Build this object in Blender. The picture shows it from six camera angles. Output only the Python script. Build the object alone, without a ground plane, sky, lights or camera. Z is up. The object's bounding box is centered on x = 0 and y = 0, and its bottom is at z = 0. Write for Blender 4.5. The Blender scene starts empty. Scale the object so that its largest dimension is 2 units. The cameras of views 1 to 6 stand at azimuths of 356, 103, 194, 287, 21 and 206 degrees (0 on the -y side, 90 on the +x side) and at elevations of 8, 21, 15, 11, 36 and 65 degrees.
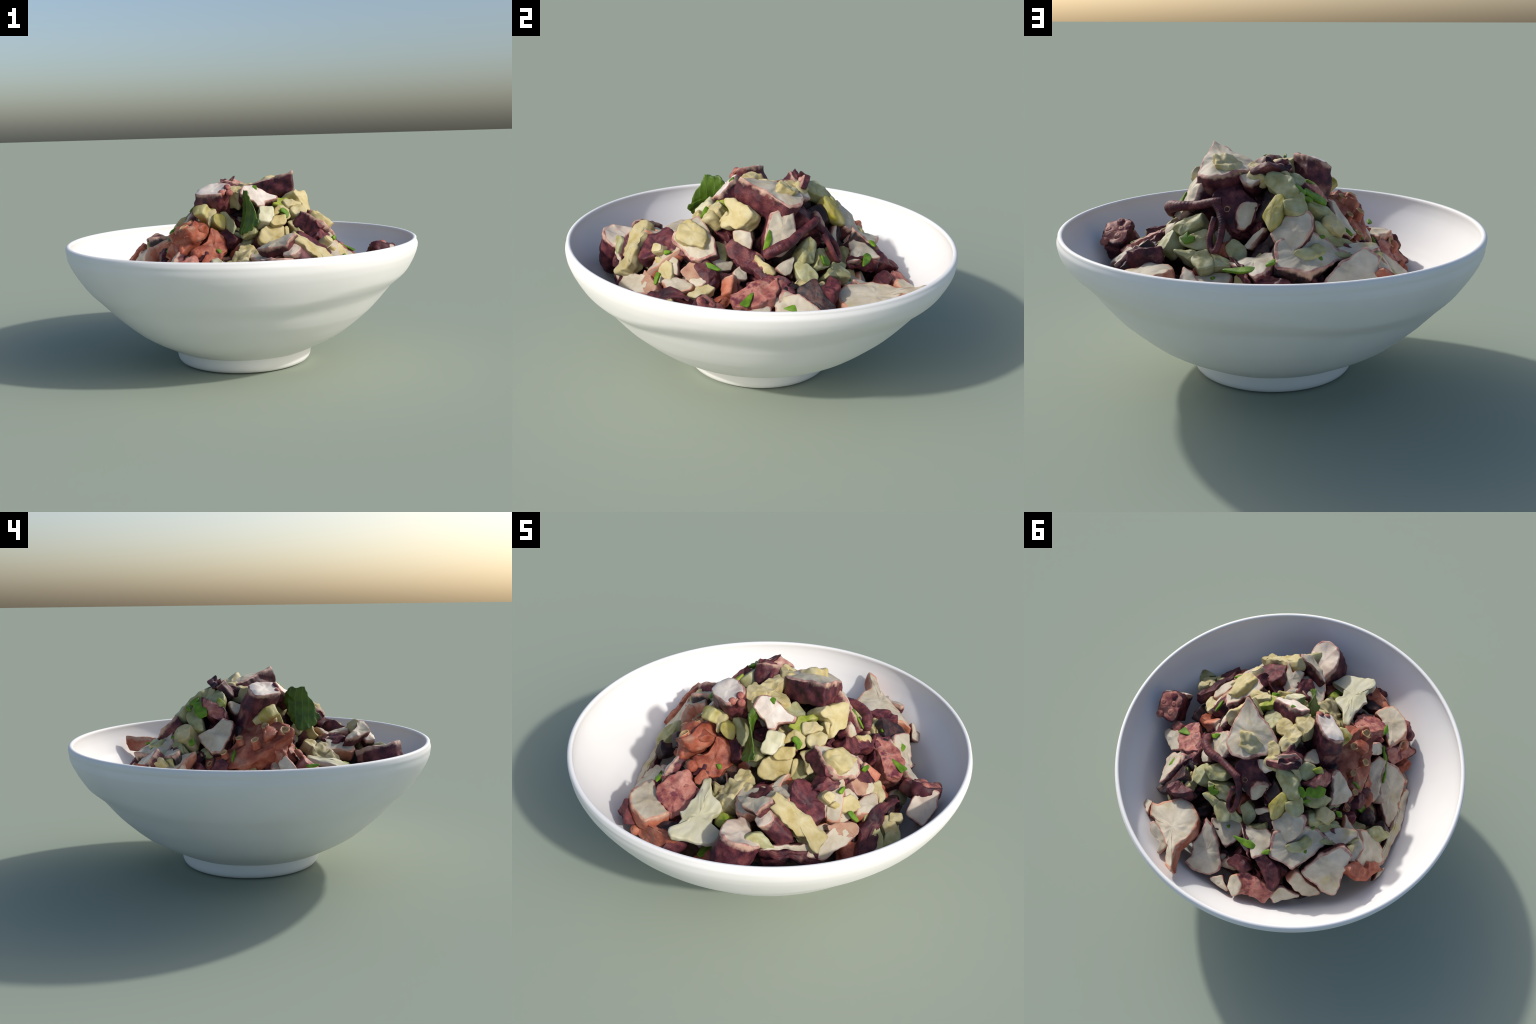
"""Octopus salad in a white footed bowl, built part by part.

The bowl is lofted from a radius / height profile.  Each morsel of the salad
is a cut piece: a cross-section (the cut face), a facing direction and a depth,
lofted with a rounded edge, a bulge and lumps.
"""
import bpy, math, random
import numpy as np
from mathutils import Vector, Matrix, noise

random.seed(7)
RNG = np.random.default_rng(7)
scene = bpy.context.scene

# ------------------------------------------------------------------ materials
def mat_new(name):
    m = bpy.data.materials.new(name)
    m.use_nodes = True
    nt = m.node_tree
    return m, nt, nt.nodes["Principled BSDF"]

def node(nt, kind, **kw):
    n = nt.nodes.new(kind)
    for k, v in kw.items():
        if k in n.inputs.keys():
            n.inputs[k].default_value = v
        else:
            setattr(n, k, v)
    return n

def ramp(nt, fac, stops):
    r = nt.nodes.new("ShaderNodeValToRGB")
    e = r.color_ramp.elements
    while len(e) < len(stops):
        e.new(0.5)
    for el, (p, c) in zip(e, stops):
        el.position = p
        el.color = (*c, 1) if len(c) == 3 else c
    nt.links.new(fac, r.inputs[0])
    return r.outputs[0]

def mix(nt, fac, a, b, mode="MIX"):
    m = nt.nodes.new("ShaderNodeMix")
    m.data_type, m.blend_type = "RGBA", mode
    for sock, v in ((m.inputs[0], fac), (m.inputs[6], a), (m.inputs[7], b)):
        if isinstance(v, (int, float)):
            sock.default_value = v
        elif isinstance(v, tuple):
            sock.default_value = (*v, 1)
        else:
            nt.links.new(v, sock)
    return m.outputs[2]

def coords(nt, stretch=(1, 1, 1)):
    """Object coordinates shifted by a random amount for each piece."""
    tc, oi = nt.nodes.new("ShaderNodeTexCoord"), nt.nodes.new("ShaderNodeObjectInfo")
    sc = node(nt, "ShaderNodeMath", operation="MULTIPLY")
    sc.inputs[1].default_value = 37.0
    nt.links.new(oi.outputs["Random"], sc.inputs[0])
    mp = nt.nodes.new("ShaderNodeMapping")
    mp.inputs["Scale"].default_value = stretch
    nt.links.new(tc.outputs["Object"], mp.inputs["Vector"])
    nt.links.new(sc.outputs[0], mp.inputs["Location"])
    return mp.outputs[0], oi.outputs["Random"]

def nz(nt, vec, scale, detail=3.0, rough=0.55):
    n = node(nt, "ShaderNodeTexNoise", Scale=scale, Detail=detail, Roughness=rough)
    nt.links.new(vec, n.inputs["Vector"])
    return n.outputs["Fac"]

def vor(nt, vec, scale):
    v = node(nt, "ShaderNodeTexVoronoi", Scale=scale)
    nt.links.new(vec, v.inputs["Vector"])
    return v.outputs["Distance"]

def bump(nt, bsdf, h, strength, dist=0.004):
    b = node(nt, "ShaderNodeBump", Strength=strength, Distance=dist)
    nt.links.new(h, b.inputs["Height"])
    nt.links.new(b.outputs[0], bsdf.inputs["Normal"])

def lift(c, k):
    return tuple(min(1.0, x * k) for x in c)

def food(name, base, dark, light, scale=22.0, rough=0.5, speck=None, speck_scale=90.0, speck_cut=0.1,
         patch=None, patch_pos=(0.58, 0.68), stretch=(1, 1, 1), vary=0.25, bump_s=0.35, sss=0.0, grain=0.0, edge=None):
    """A moist food surface: three tones by noise, optional patches and specks."""
    m, nt, b = mat_new(name)
    vec, rnd = coords(nt, stretch)
    f = nz(nt, vec, scale, 4.0)
    col = ramp(nt, f, [(0.30, dark), (0.48, base), (0.70, light)])
    if patch:
        g = nz(nt, vec, scale * 0.6, 3.0)
        mask = ramp(nt, g, [(patch_pos[0], (0, 0, 0)), (patch_pos[1], (1, 1, 1))])
        col = mix(nt, mask, col, patch)
    if grain:
        g2 = nz(nt, vec, 260.0, 2.0)
        tone = ramp(nt, g2, [(0.3, (1 - grain,) * 3), (0.7, (1.0,) * 3)])
        col = mix(nt, 1.0, col, tone, "MULTIPLY")
    if speck:
        d = vor(nt, vec, speck_scale)
        k = nz(nt, vec, speck_scale * 0.22, 1.0)
        near = ramp(nt, d, [(speck_cut * 0.6, (1, 1, 1)), (speck_cut, (0, 0, 0))])
        rare = ramp(nt, k, [(0.55, (0, 0, 0)), (0.62, (1, 1, 1))])
        col = mix(nt, mix(nt, 1.0, near, rare, "MULTIPLY"), col, speck)
    if edge:
        tc = nt.nodes.new("ShaderNodeTexCoord")
        sep = nt.nodes.new("ShaderNodeSeparateXYZ")
        nt.links.new(tc.outputs["Object"], sep.inputs[0])
        ma = node(nt, "ShaderNodeMath", operation="MULTIPLY_ADD")
        nt.links.new(nz(nt, vec, 30.0, 3.0), ma.inputs[0])
        ma.inputs[1].default_value = 0.055
        nt.links.new(sep.outputs["Z"], ma.inputs[2])
        fade = ramp(nt, ma.outputs[0], [(0.006, (0, 0, 0)), (0.022, (1, 1, 1))])
        col = mix(nt, fade, col, edge)
    tone = ramp(nt, rnd, [(0.0, (1 - vary,) * 3), (1.0, (1.0,) * 3)])
    col = mix(nt, 1.0, col, tone, "MULTIPLY")
    nt.links.new(col, b.inputs["Base Color"])
    b.inputs["Roughness"].default_value = rough + 0.2
    b.inputs["Specular IOR Level"].default_value = 0.28
    if sss:
        b.inputs["Subsurface Weight"].default_value = sss
        b.inputs["Subsurface Radius"].default_value = (0.02, 0.012, 0.008)
        b.inputs["Subsurface Scale"].default_value = 0.5
    bump(nt, b, nz(nt, vec, scale * 3.2, 3.0), bump_s)
    return m

MAT = {}
MAT["flesh"] = food("octopus_flesh", (0.51, 0.455, 0.35), (0.42, 0.355, 0.26), (0.60, 0.545, 0.44), 13, 0.36, speck=(0.16, 0.07, 0.05), speck_scale=75, speck_cut=0.09, patch=(0.47, 0.40, 0.185), patch_pos=(0.60, 0.76), vary=0.12)  # flesh tone darkened and yellowed to match slices lying in shade
MAT["flesh_white"] = food("octopus_flesh_white", (0.70, 0.63, 0.56), (0.62, 0.50, 0.43), (0.78, 0.73, 0.67), 11, 0.34, patch=(0.60, 0.55, 0.36), patch_pos=(0.68, 0.82), vary=0.05)
MAT["flesh_pinkish"] = food("octopus_flesh_pinkish", (0.59, 0.49, 0.40), (0.50, 0.36, 0.30), (0.67, 0.60, 0.50), 12, 0.36, speck=(0.2, 0.08, 0.06), speck_scale=60, patch=(0.52, 0.43, 0.25), patch_pos=(0.66, 0.80), vary=0.08)
MAT["rim"] = food("octopus_rim", (0.47, 0.27, 0.22), (0.30, 0.10, 0.10), (0.60, 0.44, 0.35), 30, 0.45, vary=0.15)
MAT["rim_salmon"] = food("octopus_rim_salmon", (0.57, 0.31, 0.21), (0.50, 0.20, 0.12), (0.62, 0.45, 0.34), 26, 0.45, vary=0.12)
SKINS = {
    "skin": dict(base=(0.115, 0.028, 0.040), dark=(0.028, 0.010, 0.020), light=(0.28, 0.080, 0.080), scale=17, rough=0.36, patch=(0.40, 0.17, 0.135), patch_pos=(0.62, 0.72), vary=0.35, grain=0.45),
    "salmon": dict(base=(0.54, 0.185, 0.11), dark=(0.40, 0.10, 0.055), light=(0.61, 0.29, 0.19), scale=16, rough=0.32, vary=0.08, grain=0.25),
    "black": dict(base=(0.032, 0.020, 0.024), dark=(0.013, 0.010, 0.013), light=(0.11, 0.045, 0.038), scale=26, rough=0.32, stretch=(1, 1, 0.4), vary=0.2),
    "pink": dict(base=(0.43, 0.15, 0.12), dark=(0.22, 0.055, 0.06), light=(0.56, 0.28, 0.22), scale=22, rough=0.36, patch=(0.17, 0.038, 0.055), patch_pos=(0.57, 0.64), vary=0.12, grain=0.3),
    "red": dict(base=(0.39, 0.105, 0.060), dark=(0.19, 0.036, 0.024), light=(0.54, 0.21, 0.135), scale=16, rough=0.34, patch=(0.41, 0.22, 0.155), patch_pos=(0.60, 0.74), vary=0.12, grain=0.3)}
for key, spec in SKINS.items():
    MAT[key] = food("octopus_skin_" + key, spec["base"], spec["dark"], spec["light"], bump_s=0.5, **{k: v for k, v in spec.items() if k not in ("base", "dark", "light")})
    if key in ("skin", "salmon", "black"):      # the same skin, fading raggedly into the cut edge
        MAT["side_" + key] = food("octopus_side_" + key, spec["base"], spec["dark"], spec["light"], bump_s=0.5, edge=(0.50, 0.33, 0.25), **{k: v for k, v in spec.items() if k not in ("base", "dark", "light")})
MAT["flesh_brown"] = food("octopus_flesh_cut", (0.40, 0.23, 0.15), (0.33, 0.15, 0.11), (0.47, 0.32, 0.21), 14, 0.42, vary=0.1)
MAT["potato"] = food("potato", (0.50, 0.425, 0.215), (0.42, 0.34, 0.13), (0.57, 0.51, 0.31), 16, 0.42, speck=(0.17, 0.08, 0.04), speck_scale=60, speck_cut=0.09, patch=(0.50, 0.39, 0.12), patch_pos=(0.66, 0.80), vary=0.14, bump_s=0.25)
MAT["celery"] = food("celery", (0.37, 0.36, 0.175), (0.28, 0.255, 0.095), (0.46, 0.465, 0.29), 18, 0.32, patch=(0.36, 0.34, 0.08), patch_pos=(0.66, 0.80), vary=0.14)
MAT["onion"] = food("onion", (0.44, 0.36, 0.155), (0.35, 0.27, 0.09), (0.53, 0.47, 0.27), 16, 0.34, stretch=(1, 0.35, 1), vary=0.12)
MAT["leek"] = food("leek", (0.43, 0.38, 0.14), (0.33, 0.27, 0.045), (0.52, 0.49, 0.25), 20, 0.42, stretch=(1, 0.5, 1), patch=(0.42, 0.37, 0.03), patch_pos=(0.55, 0.70), vary=0.12)
MAT["lime"] = food("green_onion", (0.30, 0.35, 0.045), (0.15, 0.25, 0.014), (0.48, 0.45, 0.19), 20, 0.40, vary=0.12)
MAT["white"] = food("endive", (0.56, 0.54, 0.37), (0.47, 0.43, 0.24), (0.65, 0.63, 0.49), 16, 0.42, stretch=(1, 0.35, 1), vary=0.05)
MAT["herb"] = food("green_pepper", (0.105, 0.225, 0.010), (0.055, 0.14, 0.006), (0.18, 0.32, 0.02), 24, 0.36, vary=0.2)
MAT["sucker_disc"] = food("sucker_disc", (0.46, 0.29, 0.13), (0.34, 0.17, 0.09), (0.54, 0.38, 0.21), 40, 0.4, vary=0.15)
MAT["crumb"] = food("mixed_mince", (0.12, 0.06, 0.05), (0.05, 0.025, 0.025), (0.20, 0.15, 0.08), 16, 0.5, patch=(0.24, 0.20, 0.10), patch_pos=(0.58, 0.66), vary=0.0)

def leaf_material():
    m, nt, b = mat_new("mint_leaf")
    vec, _ = coords(nt)
    col = ramp(nt, nz(nt, vec, 16, 3), [(0.3, (0.045, 0.105, 0.010)), (0.5, (0.085, 0.175, 0.014)), (0.7, (0.13, 0.25, 0.022))])
    w = node(nt, "ShaderNodeTexWave", Scale=9.0, Distortion=3.0)
    nt.links.new(vec, w.inputs["Vector"])
    vein = ramp(nt, w.outputs["Fac"], [(0.90, (0, 0, 0)), (1.0, (0.6, 0.6, 0.6))])
    col = mix(nt, vein, col, (0.17, 0.28, 0.05))
    nt.links.new(col, b.inputs["Base Color"])
    b.inputs["Roughness"].default_value = 0.4
    tr = nt.nodes.new("ShaderNodeBsdfTranslucent")
    nt.links.new(col, tr.inputs["Color"])
    ms = nt.nodes.new("ShaderNodeMixShader")
    ms.inputs[0].default_value = 0.3
    nt.links.new(b.outputs[0], ms.inputs[1])
    nt.links.new(tr.outputs[0], ms.inputs[2])
    nt.links.new(ms.outputs[0], nt.nodes["Material Output"].inputs["Surface"])
    bump(nt, b, w.outputs["Fac"], 0.3)
    return m
MAT["leaf"] = leaf_material()

def ceramic():
    m, nt, b = mat_new("white_ceramic")
    tc = nt.nodes.new("ShaderNodeTexCoord")
    col = ramp(nt, nz(nt, tc.outputs["Object"], 2.5, 2), [(0.3, (0.80, 0.80, 0.79)), (0.7, (0.84, 0.84, 0.83))])
    nt.links.new(col, b.inputs["Base Color"])
    b.inputs["Roughness"].default_value = 0.5
    b.inputs["Specular IOR Level"].default_value = 0.25
    return m
MAT["ceramic"] = ceramic()

# ------------------------------------------------------------------ helpers
def mesh_object(name, verts, faces, mats, parent, matrix=None, slots=None, smooth=True):
    me = bpy.data.meshes.new(name)
    me.from_pydata([tuple(map(float, v)) for v in verts], [], faces)
    for m in mats:
        me.materials.append(MAT[m])
    if slots is not None:
        me.polygons.foreach_set("material_index", slots)
    if smooth:
        me.polygons.foreach_set("use_smooth", [True] * len(me.polygons))
    me.update()
    ob = bpy.data.objects.new(name, me)
    scene.collection.objects.link(ob)
    if parent is not None:
        ob.parent = parent
    if matrix is not None:
        ob.matrix_world = matrix
    return ob

# ------------------------------------------------------------------ bowl
# outside below the throwing ridge, outside above it, (radius, height)
LOWER = [(0.388, 0.084), (0.427, 0.10), (0.463, 0.12), (0.503, 0.14), (0.540, 0.16), (0.572, 0.18), (0.602, 0.20), (0.652, 0.24), (0.697, 0.28), (0.740, 0.32),
         (0.776, 0.36), (0.809, 0.40), (0.841, 0.44), (0.870, 0.48), (0.898, 0.52), (0.922, 0.56), (0.948, 0.60), (0.968, 0.64), (0.986, 0.68)]
UPPER = [(0.340, 0.04), (0.560, 0.16), (0.640, 0.20), (0.690, 0.24), (0.735, 0.28), (0.772, 0.32), (0.803, 0.36), (0.835, 0.40), (0.872, 0.44), (0.904, 0.48),
         (0.931, 0.52), (0.955, 0.56), (0.976, 0.60), (0.990, 0.635), (0.995, 0.66), (0.997, 0.68), (0.994, 0.695)]
FLOOR = [(0.0, 0.102), (0.15, 0.105), (0.30, 0.115), (0.42, 0.14), (0.50, 0.175)]
def at(profile, z):
    return float(np.interp(z, [p[1] for p in profile], [p[0] for p in profile]))
def ridge(a):                         # the throwing ridge runs round as a tilted ring
    return 0.465 + 0.078 * math.cos(a - 0.58) + 0.010 * math.sin(3 * a + 1.0) + 0.010 * math.sin(7 * a + 2.0)
def wall(z, a, width):
    """Outer radius of the wall at a height and angle."""
    t = min(1.0, max(0.0, (z - ridge(a) + width) / (2 * width)))
    t = t * t * (3 - 2 * t)
    low = at(LOWER, z) + 0.005 + 0.008 * math.cos(a + 2.5)
    return low * (1 - t) + at(UPPER, z) * t
INNER_Z = np.linspace(0.20, 0.69, 40)
INNER_A = np.linspace(-math.pi, math.pi, 73)
INNER_R = np.array([[wall(z, a, 0.06) - 0.024 - 0.03 * max(0, 0.4 - z) for z in INNER_Z] for a in INNER_A])
def inner_r(z, a):
    k = int(round((a + math.pi) / (2 * math.pi) * 72)) % 72
    return float(np.interp(z, INNER_Z, INNER_R[k]))
def inner_floor(r, a=0.0):
    k = int(round((a + math.pi) / (2 * math.pi) * 72)) % 72
    rr = [p[0] for p in FLOOR] + list(INNER_R[k])
    zz = [p[1] for p in FLOOR] + list(INNER_Z)
    return float(np.interp(r, rr, zz))

def build_bowl():
    n = 192
    zs = list(np.linspace(0.084, 0.66, 56)) + list(np.linspace(0.665, 0.697, 8))
    rows = []
    ang = np.arange(n) * 2 * math.pi / n
    for z in zs:
        row = []
        for a in ang:
            r = wall(z, a, 0.062 + 0.012 * math.sin(2 * a + 0.4) + 0.012 * math.sin(5 * a))
            # a shallow groove under the lip on the -x side, a flatter lip on +x
            side = 0.5 - 0.5 * math.cos(a + 0.2)
            r -= 0.0035 * side * math.exp(-((z - 0.664) / 0.014) ** 2)
            r += 0.003 * side * math.exp(-((z - 0.695) / 0.012) ** 2)
            r -= 0.008 * (1 - side) * max(0.0, (z - 0.672) / 0.025)
            # hand-made unevenness
            r += 0.0035 * noise.noise((2.2 * math.cos(a), 2.2 * math.sin(a), 7 * z)) * min(1, (0.69 - z) * 12)
            row.append((r * math.cos(a), r * math.sin(a), z))
        rows.append(row)
    lip = [(0.990, 0.7045), (0.983, 0.7085), (0.975, 0.708), (0.969, 0.703)]
    for r, z in lip:
        rows.append([((r + 0.002 * math.cos(a + math.pi)) * math.cos(a), (r + 0.002 * math.cos(a + math.pi)) * math.sin(a), z) for a in ang])
    for z in np.linspace(0.692, 0.20, 54):
        rows.append([(inner_r(z, a) * math.cos(a), inner_r(z, a) * math.sin(a), z) for a in (ang + math.pi) % (2 * math.pi) - math.pi])
    for r, z in FLOOR[::-1][:-1]:
        rows.append([(r * math.cos(a), r * math.sin(a), z) for a in ang])
    verts = [v for row in rows for v in row]
    faces = []
    for i in range(len(rows) - 1):
        for j in range(n):
            k = (j + 1) % n
            faces.append((i * n + j, i * n + k, (i + 1) * n + k, (i + 1) * n + j))
    verts.append((0, 0, FLOOR[0][1]))
    last = (len(rows) - 1) * n
    faces += [(last + j, last + (j + 1) % n, len(verts) - 1) for j in range(n)]
    # underside disc closing the shell inside the foot
    verts.append((0, 0, 0.070))
    faces += [((j + 1) % n, j, len(verts) - 1) for j in range(n)]
    bowl = mesh_object("bowl", verts, faces, ["ceramic"], None)
    bowl["label"] = "wide white glazed bowl with wavy wall on a low foot ring"
    bowl["category"] = "bowl"
    prof = [(0.392, 0.098), (0.3905, 0.075), (0.389, 0.055), (0.386, 0.035), (0.380, 0.020), (0.371, 0.009), (0.357, 0.002), (0.340, 0.0), (0.325, 0.002), (0.318, 0.012), (0.314, 0.04), (0.310, 0.085)]
    m = 144
    v, f = [], []
    for r, z in prof:
        for j in range(m):
            a = j * 2 * math.pi / m
            v.append((r * math.cos(a) - 0.005, r * math.sin(a), z))
    for i in range(len(prof) - 1):
        for j in range(m):
            k = (j + 1) % m
            f.append((i * m + k, i * m + j, (i + 1) * m + j, (i + 1) * m + k))
    mesh_object("foot", v, f, ["ceramic"], bowl)
    return bowl
bowl = build_bowl()

# ------------------------------------------------------------------ salad pieces
salad = bpy.data.objects.new("octopus_salad", None)
scene.collection.objects.link(salad)
salad["label"] = "heaped octopus salad with potato, celery and herbs"
salad["category"] = "salad"
salad.location = (0, 0, 0.104)
bpy.context.view_layer.update()

LOOKS = {   # face, rim, side
    "oct": ("flesh", "rim", "side_skin"), "octw": ("flesh_white", "rim", "side_skin"), "octp": ("flesh_pinkish", "rim", "side_skin"), "octr": ("flesh", "rim_salmon", "side_salmon"), "octb": ("flesh", "rim", "side_black"),
    "rimm": ("rim", "rim", "skin"), "skin": ("skin",) * 3, "knob": ("pink", "skin", "skin"), "pink": ("pink",) * 3, "red": ("red",) * 3, "salm": ("salmon",) * 3,
    "skb": ("black",) * 3, "flesh": ("flesh_brown", "rim", "rim"), "pot": ("potato",) * 3, "cel": ("celery",) * 3, "oni": ("onion",) * 3,
    "yel": ("leek",) * 3, "lime": ("lime",) * 3, "white": ("white",) * 3, "herb": ("herb",) * 3, "leaf": ("leaf",) * 3}
NAMES = {"oct": "octopus_slice", "octw": "octopus_slice", "octp": "octopus_slice", "octr": "octopus_slice", "octb": "octopus_slice", "skin": "octopus_chunk", "rimm": "octopus_chunk", "knob": "tentacle_tip", "pink": "octopus_chunk",
         "red": "tentacle_piece", "salm": "octopus_chunk", "skb": "octopus_skin_piece", "flesh": "octopus_slice", "pot": "potato_chunk", "cel": "celery_chunk", "oni": "onion_piece",
         "yel": "leek_piece", "lime": "green_onion_piece", "white": "endive_piece", "herb": "herb_bit", "leaf": "herb_leaf"}
SOFT = {"pot": (0.008, 0.006), "cel": (0.006, 0.005), "oni": (0.006, 0.004), "yel": (0.008, 0.006), "white": (0.008, 0.003), "lime": (0.006, 0.004), "herb": (0.003, 0.003), "leaf": (0.001, 0.0)}
PLACED = []          # (centre, facing) of every piece, for the filling under them

def frame(n):
    n = Vector(n).normalized()
    up = Vector((0, 0, 1)) if abs(n.z) < 0.85 else Vector((0, 1, 0))
    ax = up.cross(n).normalized()
    ay = n.cross(ax)
    return Matrix((ax, ay, n)).transposed()

def resample(pts, step, corner):
    """Round the corners of a closed outline a little and space its points evenly."""
    p = np.array([(q[0], q[1], q[2] if len(q) > 2 else 0.0) for q in pts])
    q = np.roll(p, -1, 0)
    cut = np.stack([p * (1 - corner) + q * corner, p * corner + q * (1 - corner)], 1).reshape(-1, 3)
    d = np.linalg.norm(np.roll(cut, -1, 0) - cut, axis=1)
    n = int(np.clip(d.sum() / step, 14, 110))
    s = np.r_[0, np.cumsum(d)]
    c = np.vstack([cut, cut[:1]])
    t = np.linspace(0, s[-1], n, endpoint=False)
    return np.stack([np.interp(t, s, c[:, k]) for k in range(3)], 1)

def wobble(p, f, seed):
    v = noise.noise_vector(Vector((p[0] * f + seed * 3.1, p[1] * f - seed * 1.7, p[2] * f + seed)))
    return np.array(v)

def piece(look, centre, facing, outline, depth, axis=None, seed=0, bend=None, rough=1.0, taper=0.90, name=None, seen=True):
    R = frame(facing)
    M = Matrix.Translation(Vector(centre)) @ R.to_4x4()
    edge, bulge = SOFT.get(look, (0.006, 0.004))
    edge = min(edge, depth * 0.45)
    thin = depth < 0.02
    o = resample(outline, 0.0085, 0.09 if look in ("oct", "octr", "octb", "octw", "octp", "skin", "skb", "leaf") else 0.13)
    o[:, :2] *= 1.05 if look not in ("herb", "leaf") else 1.0
    n = len(o)
    ctr = np.array([o[:, 0].mean(), o[:, 1].mean(), o[:, 2].mean()])
    ext = np.array(axis if axis is not None else (0, 0, -depth), float)
    size = np.ptp(o[:, :2], axis=0).max()
    rows, slot = [], []
    for s in (0.18, 0.36, 0.54, 0.70, 0.82, 0.91):
        r = ctr + (o - ctr) * s
        dz = o[:, 2] - ctr[2]
        half = int((1 - s) * n * 0.45)
        for _ in range(2):
            if half:
                dz = sum(np.roll(dz, q) for q in range(-half, half + 1)) / (2 * half + 1)
        r[:, 2] = ctr[2] + dz * s * s + bulge * (1 - s * s)
        rows.append(r)
        slot.append(0)
    k = edge / max(size, 0.02)
    r = ctr + (o - ctr) * (1 - 0.9 * k); r[:, 2] -= 0.10 * edge; rows.append(r); slot.append(1)
    r = ctr + (o - ctr) * (1 - 0.25 * k); r[:, 2] -= 0.42 * edge; rows.append(r); slot.append(1)
    r = o.copy(); r[:, 2] -= edge; rows.append(r); slot.append(1 if not thin else 2)
    steps = 3 if thin else int(np.clip(depth / 0.012, 4, 22))
    for i in range(1, steps + 1):
        t = i / steps
        w = 1 + 0.02 * math.sin(math.pi * t) - (1 - taper) * t * t
        r = ctr + (o - ctr) * w + ext * t * (1 - edge / max(depth, 1e-4)) + np.array((0, 0, -edge))
        rows.append(r); slot.append(2)
    r = ctr + (rows[-1] - rows[-1].mean(0)) * 0.55 + (rows[-1].mean(0) - ctr) + ext * 0.02
    rows.append(r); slot.append(2)
    verts = [ctr + np.array((0, 0, bulge))] + [v for row in rows for v in row] + [rows[-1].mean(0)]
    verts = np.array(verts)
    if bend:
        verts[:, 2] += bend[0] * verts[:, 0] ** 2 + bend[1] * verts[:, 0] * verts[:, 1] + bend[2] * verts[:, 1] ** 2
    # lumps: broad, medium and fine
    amp = rough * (1.6 if look in ("skin", "pink", "red", "salm", "knob", "pot") else 1.0) * (0.012 if not thin else 0.004) * min(1.0, size / 0.12)
    out = []
    for v in verts:
        d = wobble(v, 13.0, seed) * amp + wobble(v, 34.0, seed + 5) * amp * 0.42 + wobble(v, 90.0, seed + 9) * amp * 0.14
        out.append(v + d)
    if look == "leaf":       # the leaf curls backwards and has a ruffled margin
        out = [v + np.array((0.0, 0.0, -3.2 * (v[0] + 0.02) ** 2 + 1.2 * v[1] ** 2)) + wobble(v, 45.0, 3) * 0.012 * min(1.0, (np.hypot(v[0], v[1]) / 0.1) ** 2) for v in out]
    # stay inside the bowl
    fin = []
    Mi = M.inverted()
    for v in out:
        w = M @ Vector(v)
        r = math.hypot(w.x, w.y)
        if r > 0.93:
            w.x *= 0.93 / r; w.y *= 0.93 / r; r = 0.93
        zf = inner_floor(r, math.atan2(w.y, w.x)) + 0.004
        if w.z < zf:
            w.z = zf
        fin.append(tuple(Mi @ w))
    faces, idx = [], []
    for j in range(n):
        faces.append((0, 1 + j, 1 + (j + 1) % n)); idx.append(0)
    for i in range(len(rows) - 1):
        a, b = 1 + i * n, 1 + (i + 1) * n
        for j in range(n):
            kk = (j + 1) % n
            faces.append((a + j, b + j, b + kk, a + kk)); idx.append(slot[i + 1])
    last, tip = 1 + (len(rows) - 1) * n, len(fin) - 1
    for j in range(n):
        faces.append((last + (j + 1) % n, last + j, tip)); idx.append(2)
    ob = mesh_object(name or NAMES[look], fin, faces, LOOKS[look], salad, M, idx)
    if seen and look not in ("herb", "leaf"):
        PLACED.append((Vector(centre), Vector(facing).normalized(), max(size, 0.03)))
    return ob

def sucker(host, pos, direction, radius, height, skin):
    """A raised cup: a short flared stalk with a pale hollow disc on top."""
    prof = [(1.25, -height), (1.08, -height * 0.6), (0.95, -height * 0.3), (0.98, -0.1 * height), (1.0, 0.002), (0.93, 0.006), (0.80, 0.005), (0.66, -0.001), (0.45, -0.004), (0.2, -0.003)]
    m = 20
    v, f, s = [], [], []
    for i, (r, z) in enumerate(prof):
        for j in range(m):
            a = j * 2 * math.pi / m
            rr = r * radius * (1 + 0.10 * math.sin(2 * a + pos[0] * 40) + 0.05 * math.sin(5 * a))
            v.append((rr * math.cos(a), rr * math.sin(a) * 0.9, z))
    for i in range(len(prof) - 1):
        for j in range(m):
            k = (j + 1) % m
            f.append((i * m + j, i * m + k, (i + 1) * m + k, (i + 1) * m + j)); s.append(0 if i < 4 else 1)
    v.append((0, 0, -0.003))
    f += [((len(prof) - 1) * m + j, (len(prof) - 1) * m + (j + 1) % m, len(v) - 1) for j in range(m)]
    s += [1] * m
    M = Matrix.Translation(Vector(pos)) @ frame(direction).to_4x4()
    return mesh_object("sucker", v, f, [skin, "sucker_disc"], host, M, s)

def dome(host, pos, direction, radius, skin):
    """A rounded bump of the sucker row seen from the side."""
    v, f, m, k = [], [], 16, 7
    for i in range(k):
        t = math.pi * 0.6 * i / (k - 1) * 0.98 + 0.03
        for j in range(m):
            a = j * 2 * math.pi / m
            dimple = 0.75 if i == 0 else 1.0
            v.append((radius * math.sin(t) * math.cos(a), radius * math.sin(t) * math.sin(a), radius * (math.cos(t) * 0.8 * dimple - 0.2)))
    f.append(tuple(range(m)))
    for i in range(k - 1):
        for j in range(m):
            f.append((i * m + j, (i + 1) * m + j, (i + 1) * m + (j + 1) % m, i * m + (j + 1) % m))
    return mesh_object("sucker", v, f, [skin], host, Matrix.Translation(Vector(pos)) @ frame(direction).to_4x4())

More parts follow.
